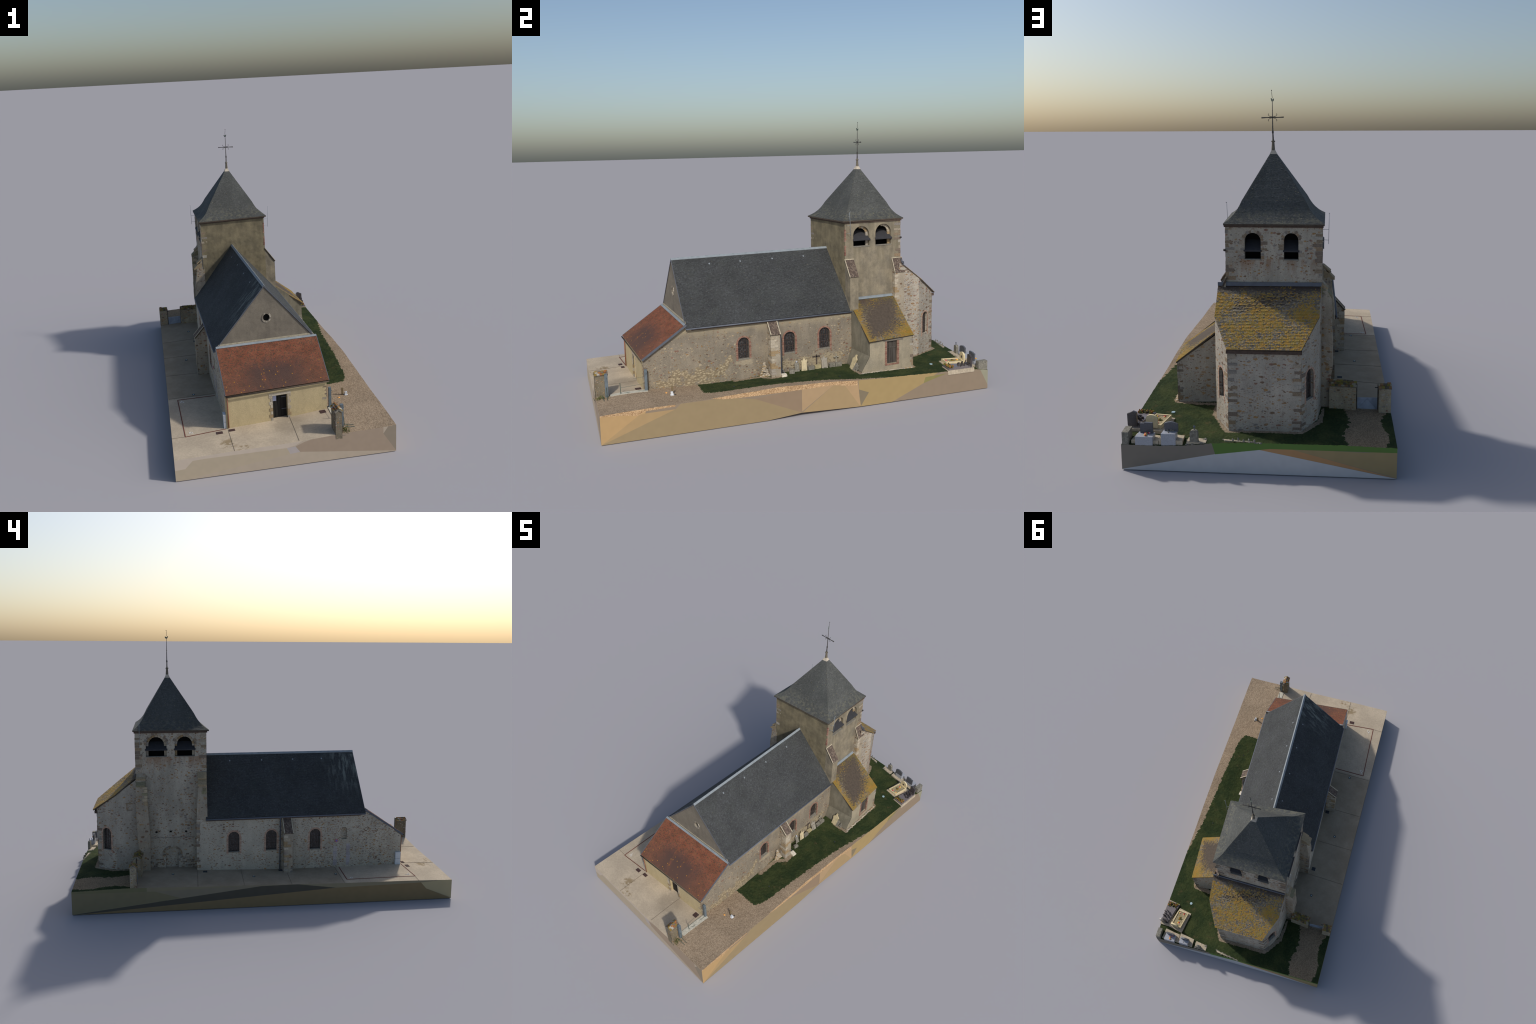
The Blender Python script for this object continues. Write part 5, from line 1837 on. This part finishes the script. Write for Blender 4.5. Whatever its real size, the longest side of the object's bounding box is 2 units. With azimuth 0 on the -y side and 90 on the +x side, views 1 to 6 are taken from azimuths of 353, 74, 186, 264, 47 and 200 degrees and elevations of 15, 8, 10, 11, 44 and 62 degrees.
def build_stones():
    yawE = math.pi / 2 - .05   # face looks east
    m = Mesh()
    z = .126
    slab_prof(m, (.2475, .0695, z), yawE, [(x, h * 1.02) for x, h in GOTHIC], .006, .10)
    slab_prof(m, (.2495, .0695, z + .012), yawE, [(x * .5, q) for x, q in ((-.016, 0), (.016, 0), (.016, .028), (.010, .036), (-.010, .036), (-.016, .028))], .002, .10)
    gv = m.obj("gravestone", MT["white_stone"], root)
    m = Mesh()
    slab_prof(m, (.2435, .1845, z), yawE, [(x * 1.05, h * .98) for x, h in GOTHIC], .006, .34)
    slab_prof(m, (.2458, .1845, z + .01), yawE, [(x * .55, q) for x, q in ((-.016, 0), (.016, 0), (.016, .034), (-.016, .034))], .002, .34)
    m.obj("gravestone", plain("pale_grey_stone", lin(150, 144, 132, KE), 0.9, .12), root)
    m = Mesh()
    slab_prof(m, (.2485, .031, z), yawE, [(-.013, 0), (.013, 0), (.012, .012), (.0105, .014), (.0115, .046), (.006, .048), (.003, .050), (-.003, .050), (-.006, .048), (-.0115, .046), (-.0105, .014), (-.012, .012)], .006, .30)
    b = m.obj("gravestone", MT["old_stone"], root)
    m = Mesh()
    m.tube([(.2300, .032, .1765), (.2315, .032, .1785)], .0052, 12)
    m.obj("stone_boss", MT["granite"], b)
    m = Mesh()
    slab_prof(m, (.2735, -.006, .127), yawE - .1, [(-.0135, 0), (.0135, 0), (.0135, .022), (.009, .027), (.004, .024), (-.004, .023), (-.009, .028), (-.0135, .024)], .013, .08)
    for y, w, xx in ((.108, .033, .2505), (.2265, .031, .2415), (.2625, .035, .2405)):
        m.block((xx, y - w / 2, .122), (-.018, 0, 0), (-.002, w, 0), (0, 0, .027))
    m.obj("stone_block", MT["old_stone"], root)
    m = Mesh()
    m.prism([(.240, .131, .122), (.240, .164, .122), (.222, .164, .122), (.222, .131, .122)], (0, 0, .026))
    pt = m.obj("stone_planter", plain("buff_planter", lin(150, 140, 108, K), 0.9, .2), root)
    m = Mesh()
    x = .221
    m.block((x, .1435, .145), (-.005, 0, 0), (0, .006, 0), (0, 0, .055))
    m.block((x, .127, .188), (-.005, 0, 0), (0, .034, 0), (0, 0, .0065))
    for y, zz in ((.127, .191), (.161, .191)):
        m.blob((x - .002, y, zz), (.003, .0045, .006))
    m.obj("cross_stone", plain("rusted_cross", lin(74, 66, 60, K), 0.9, .3), pt)
    m = Mesh()
    m.block((.2225, .2525, .145), (-.003, 0, 0), (0, .0045, 0), (0, 0, .050))
    m.block((.2225, .240, .1755), (-.003, 0, 0), (0, .029, 0), (0, 0, .0045))
    m.obj("cross_stone", plain("grey_cross", lin(140, 136, 124, K), 0.9), root)
    m = Mesh()
    m.block((.275, -.066, .126), (.032, -.004, 0), (.002, .026, 0), (0, 0, .014))
    m.obj("stone_box", plain("white_slab", lin(196, 188, 172, K), 0.8), root)
    m = Mesh()
    m.tube([(.262, -.060, .17), (.276, -.045, .135)], .0016, 6)
    m.obj("lead_spout", MT["zinc_dark"], root)
    # leaning tombstones against the chapel
    m = Mesh()
    yawS = .05
    slab_prof(m, (.292, .306, .121), yawS, [(-.019, 0), (.019, 0), (.017, .045), (.021, .060), (.006, .072), (.004, .083), (-.004, .083), (-.006, .072), (-.021, .060), (-.017, .045)], .007, .40)
    m.obj("gravestone", plain("buff_tombstone", lin(164, 152, 122, .75), 0.9, .15), root)
    m = Mesh()
    slab_prof(m, (.316, .306, .121), yawS, [(-.010, 0), (.010, 0), (.010, .045), (-.010, .045)], .008, .5)
    m.obj("gravestone", MT["old_stone"], root)
    m = Mesh()
    slab_prof(m, (.341, .312, .121), yawS, [(-.004, 0), (.004, 0), (.004, .018), (.010, .018), (.010, .025), (.004, .025), (.003, .038), (-.003, .038), (-.004, .025), (-.010, .025), (-.010, .018), (-.004, .018)], .005, .35)
    m.obj("cross_stone", MT["old_stone"], root)
    # heap of rubble beside the nave buttress
    m = Mesh()
    for i in range(150):
        t = rng.random() ** 1.5
        y = -.143 + rng.uniform(-1, 1) * .024 * (1 - t * .9)
        x = .243 + rng.uniform(0, 1) * .018 * (1 - t)
        zz = .122 + t * .072
        m.blob((x, y, zz), (rng.uniform(.003, .0055), rng.uniform(.004, .007), rng.uniform(.003, .0045)), i, rough=.5)
    m.obj("rubble_heap", MT["quoin_pale"], root, kind="stuff")
    # rubble footing showing at the chapel corner
    m = Mesh()
    for i in range(26):
        t = i / 25
        p = V((.385 - .028 * t, .330 + .30 * t, 0))
        m.blob((p.x + .006 + rng.uniform(-.003, .004), p.y, gz(p.x, p.y) + .0005), (.006, .009, .0028), i, rough=.4)
    m.obj("footing_stone", MT["quoin_pale"], root, kind="stuff")


build_stones()


# ------------------------------------------------------------------ graves in the north-east corner
def build_graves():
    # block tomb cut by the edge of the plot
    m = Mesh()
    m.prism([(.450, .944, 0.004), (.4745, .9445, 0.004), (.4725, .9985, .004), (.448, .9980, .004)], (0, 0, .143))
    m.obj("block_tomb", MT["old_stone"], root)
    # plinth of the row
    m = Mesh()
    m.prism([(.435, .931, .09), (.343, .942, .09), (.338, .9885, .09), (.440, .9895, .09)], (0, 0, .024))
    m.prism([(.338, .932, .09), (.249, .944, .09), (.247, .9885, .09), (.336, .9885, .09)], (0, 0, .029))
    m.prism([(.232, .948, .09), (.161, .956, .09), (.160, .986, .09), (.232, .988, .09)], (0, 0, .025))
    m.prism([(.410, .770, .10), (.486, .760, .10), (.4815, .915, .10), (.430, .916, .10)], (0, 0, .022))
    m.prism([(.400, .791, .10), (.322, .803, .10), (.336, .930, .10), (.432, .914, .10)], (0, 0, .023))
    m.prism([(.096, .965, .10), (-.037, .983, .10), (-.037, .9835, .10), (.092, .974, .10)], (0, 0, .022))
    pl = m.obj("grave_plinth", MT["concrete_edge"], root)
    # two granite tombs with headstones
    for (x0, x1, y0, y1, zt, hx0, hx1, hz, shape) in ((.423, .358, .953, .9972, .131, .4125, .3640, .174, 0), (.326, .272, .957, .9930, .145, .3185, .2670, .182, 1)):
        m = Mesh()
        m.prism([(x0 - .003, y0, .085), (x1, y0 + .003, .085), (x1, y1 - .002, .085), (x0, y1, .085)], (0, 0, zt - .085))
        tb = m.obj("granite_tomb", MT["granite"], root)
        w = abs(hx1 - hx0) / 2
        c = (hx0 + hx1) / 2
        if shape == 0:
            pf = [(-w, 0), (w, 0), (w, .040), (w * .35, .0405), (w * .3, .044), (-w, .044)]
            pf = [(-x, z) for x, z in pf]
        else:
            pf = [(-w, 0), (w, 0), (w, .030), (w * .55, .036), (0, .0385), (-w * .55, .036), (-w, .031)]
        m = Mesh()
        slab_prof(m, (c, y0 + .003, zt - .001), math.pi + -.03, pf, -.008, -.06)
        m.obj("headstone", MT["granite_mid"], tb)
    m = Mesh()
    for p, r in (((.385, .984, .133), .006), ((.389, .978, .134), .004), ((.378, .968, .132), .004)):
        for i in range(5):
            m.blob((p[0] + rng.uniform(-.004, .004), p[1] + rng.uniform(-.004, .004), p[2] + .002), (r * .6, r * .6, r * .5), i)
    # flowers on the gravel grave
    for p in ((.386, .823, .1335), (.3575, .822, .1335), (.372, .881, .1335)):
        for i in range(5):
            m.blob((p[0] + rng.uniform(-.004, .004), p[1] + rng.uniform(-.004, .004), p[2] + .0015), (.0035, .0035, .003), i)
    m.obj("grave_flower", MT["flower"], root, kind="stuff")
    m = Mesh()
    for p, r in (((.306, .968, .148), .004), ((.294, .966, .148), .005), ((.286, .967, .148), .004), ((.300, .982, .146), .0025)):
        m.blob(p, (r, r, r * 1.2), 2)
    m.obj("grave_ornament", MT["old_stone"], root)
    # cream kerbed grave with gravel and round-topped headstone
    k = [V((.3985, .8030, 0)), V((.3345, .8090, 0)), V((.3505, .9080, 0)), (V((.4110, .8975, 0)))]
    m = Mesh()
    for i in range(4):
        a, b = k[i], k[(i + 1) % 4]
        c = sum(k, V((0, 0, 0))) / 4
        ai, bi = a + (c - a).normalized() * .0075, b + (c - b).normalized() * .0075
        m.prism([a + Z * .118, b + Z * .118, bi + Z * .118, ai + Z * .118], (0, 0, .0205))
    gr = m.obj("cream_grave", MT["cream_stone"], root)
    m = Mesh()
    c = sum(k, V((0, 0, 0))) / 4
    m.prism([p + (c - p).normalized() * .006 + Z * .118 for p in k], (0, 0, .0165))
    m.obj("grave_bed", MT["grave_gravel"], gr)
    m = Mesh()
    pf = [(-.0235, 0), (.0235, 0), (.0235, .035)] + [(.0235 * math.cos(t), .035 + .016 * math.sin(t)) for t in [math.pi * i / 10 for i in range(1, 10)]] + [(-.0235, .035)]
    slab_prof(m, (.3845, .9005, .128), -.11, pf, .0085, 0)
    hs = m.obj("headstone", MT["cream_stone"], gr)
    m = Mesh()
    slab_prof(m, (.3845, .8998, .148), -.11, [(-.006, 0), (.006, 0), (.006, .012), (-.006, .012)], .002, 0)
    m.obj("headstone_plaque", MT["granite_dark"], hs)
    m = Mesh()
    for i in range(9):
        m.blob((.371 + rng.uniform(-.009, .009), .853 + rng.uniform(-.008, .008), .136), (.004, .004, .0025), i)
    m.obj("grave_shrub", MT["shrub"], gr, kind="stuff")
    # dark granite grave, cut off by the east side of the plot
    m = Mesh()
    m.prism([(.407, .774, .118), (.4815, .766, .118), (.4800, .900, .118), (.434, .902, .118)], (0, 0, .012))
    m.prism([(.418, .800, .128), (.4795, .793, .128), (.4792, .893, .128), (.436, .896, .128)], (0, 0, .007))
    dg = m.obj("dark_grave", plain("polished_granite", lin(104, 98, 98, .85), 0.3, .25, 200, .5), root)
    m = Mesh()
    slab_prof(m, (.4625, .8925, .128), -.06, [(-.0215, 0), (.0190, 0), (.0190, .050), (.008, .054), (-.004, .061), (-.014, .058), (-.0185, .056), (-.0185, .0)], .010, .05)
    m.block((.437, .884, .128), (.043, -.002, 0), (0, .016, 0), (0, 0, .012))
    m.obj("headstone", MT["granite_dark"], dg)
    m = Mesh()
    for x, y, h in ((.462, .866, .030), (.453, .852, .020), (.469, .847, .016), (.450, .836, .014), (.472, .858, .024), (.444, .862, .018), (.463, .828, .011), (.474, .835, .013), (.441, .845, .012)):
        slab_prof(m, (x, y, .134), rng.uniform(-.5, .2), [(-.006, 0), (.006, 0), (.005, h), (-.005, h * .8)], .004, .25)
    m.obj("grave_plaque", MT["granite_dark"], dg)
    m = Mesh()
    for i in range(34):
        m.blob((rng.uniform(.418, .476), rng.uniform(.775, .800), .134 + rng.uniform(0, .007)), (rng.uniform(.003, .006), rng.uniform(.003, .006), rng.uniform(.003, .006)), i, rough=.6)
    m.obj("grave_shrub", MT["shrub"], dg, kind="stuff")
    # small stele with cross
    m = Mesh()
    slab_prof(m, (.2035, .974, .115), math.pi - .1, [(-.0165, 0), (.0165, 0), (.0150, .006), (.0145, .038), (.011, .043), (.004, .046), (-.004, .046), (-.011, .043), (-.0145, .038), (-.0150, .006)], -.014, 0)
    st = m.obj("gravestone", MT["old_stone"], root)
    m = Mesh()
    m.block((.2015, .979, .160), (.003, 0, 0), (0, .003, 0), (0, 0, .014))
    m.blob((.203, .9805, .173), (.005, .002, .0045))
    m.obj("cross_stone", MT["zinc_dark"], st)
    m = Mesh()
    for i in range(24):
        x = rng.uniform(.160, .236)
        y = rng.uniform(.953, .99)
        m.blob((x, y, gz(x, y) + .002), (.006, .004, .003), i, rough=.5)
    for i in range(22):
        t = i / 21
        x, y = .098 - .14 * t, .965 + .018 * t + rng.uniform(-.003, .003)
        m.blob((x, y, gz(x, y) + .001), (.006, .0035, .0028), i, rough=.5)
    for i in range(5):
        m.blob((.06 - .02 * i, .981 + .001 * i, .128 + .004 * (i % 2)), (.004, .003, .006), i + 7, rough=.6)
    m.obj("kerb_stone", MT["old_stone"], st, kind="stuff")
    m = Mesh()
    m.blob((-.345, .720, .124), (.008, .006, .004), 3, rough=.4)
    m.obj("loose_stone", MT["quoin_pale"], root)


build_graves()
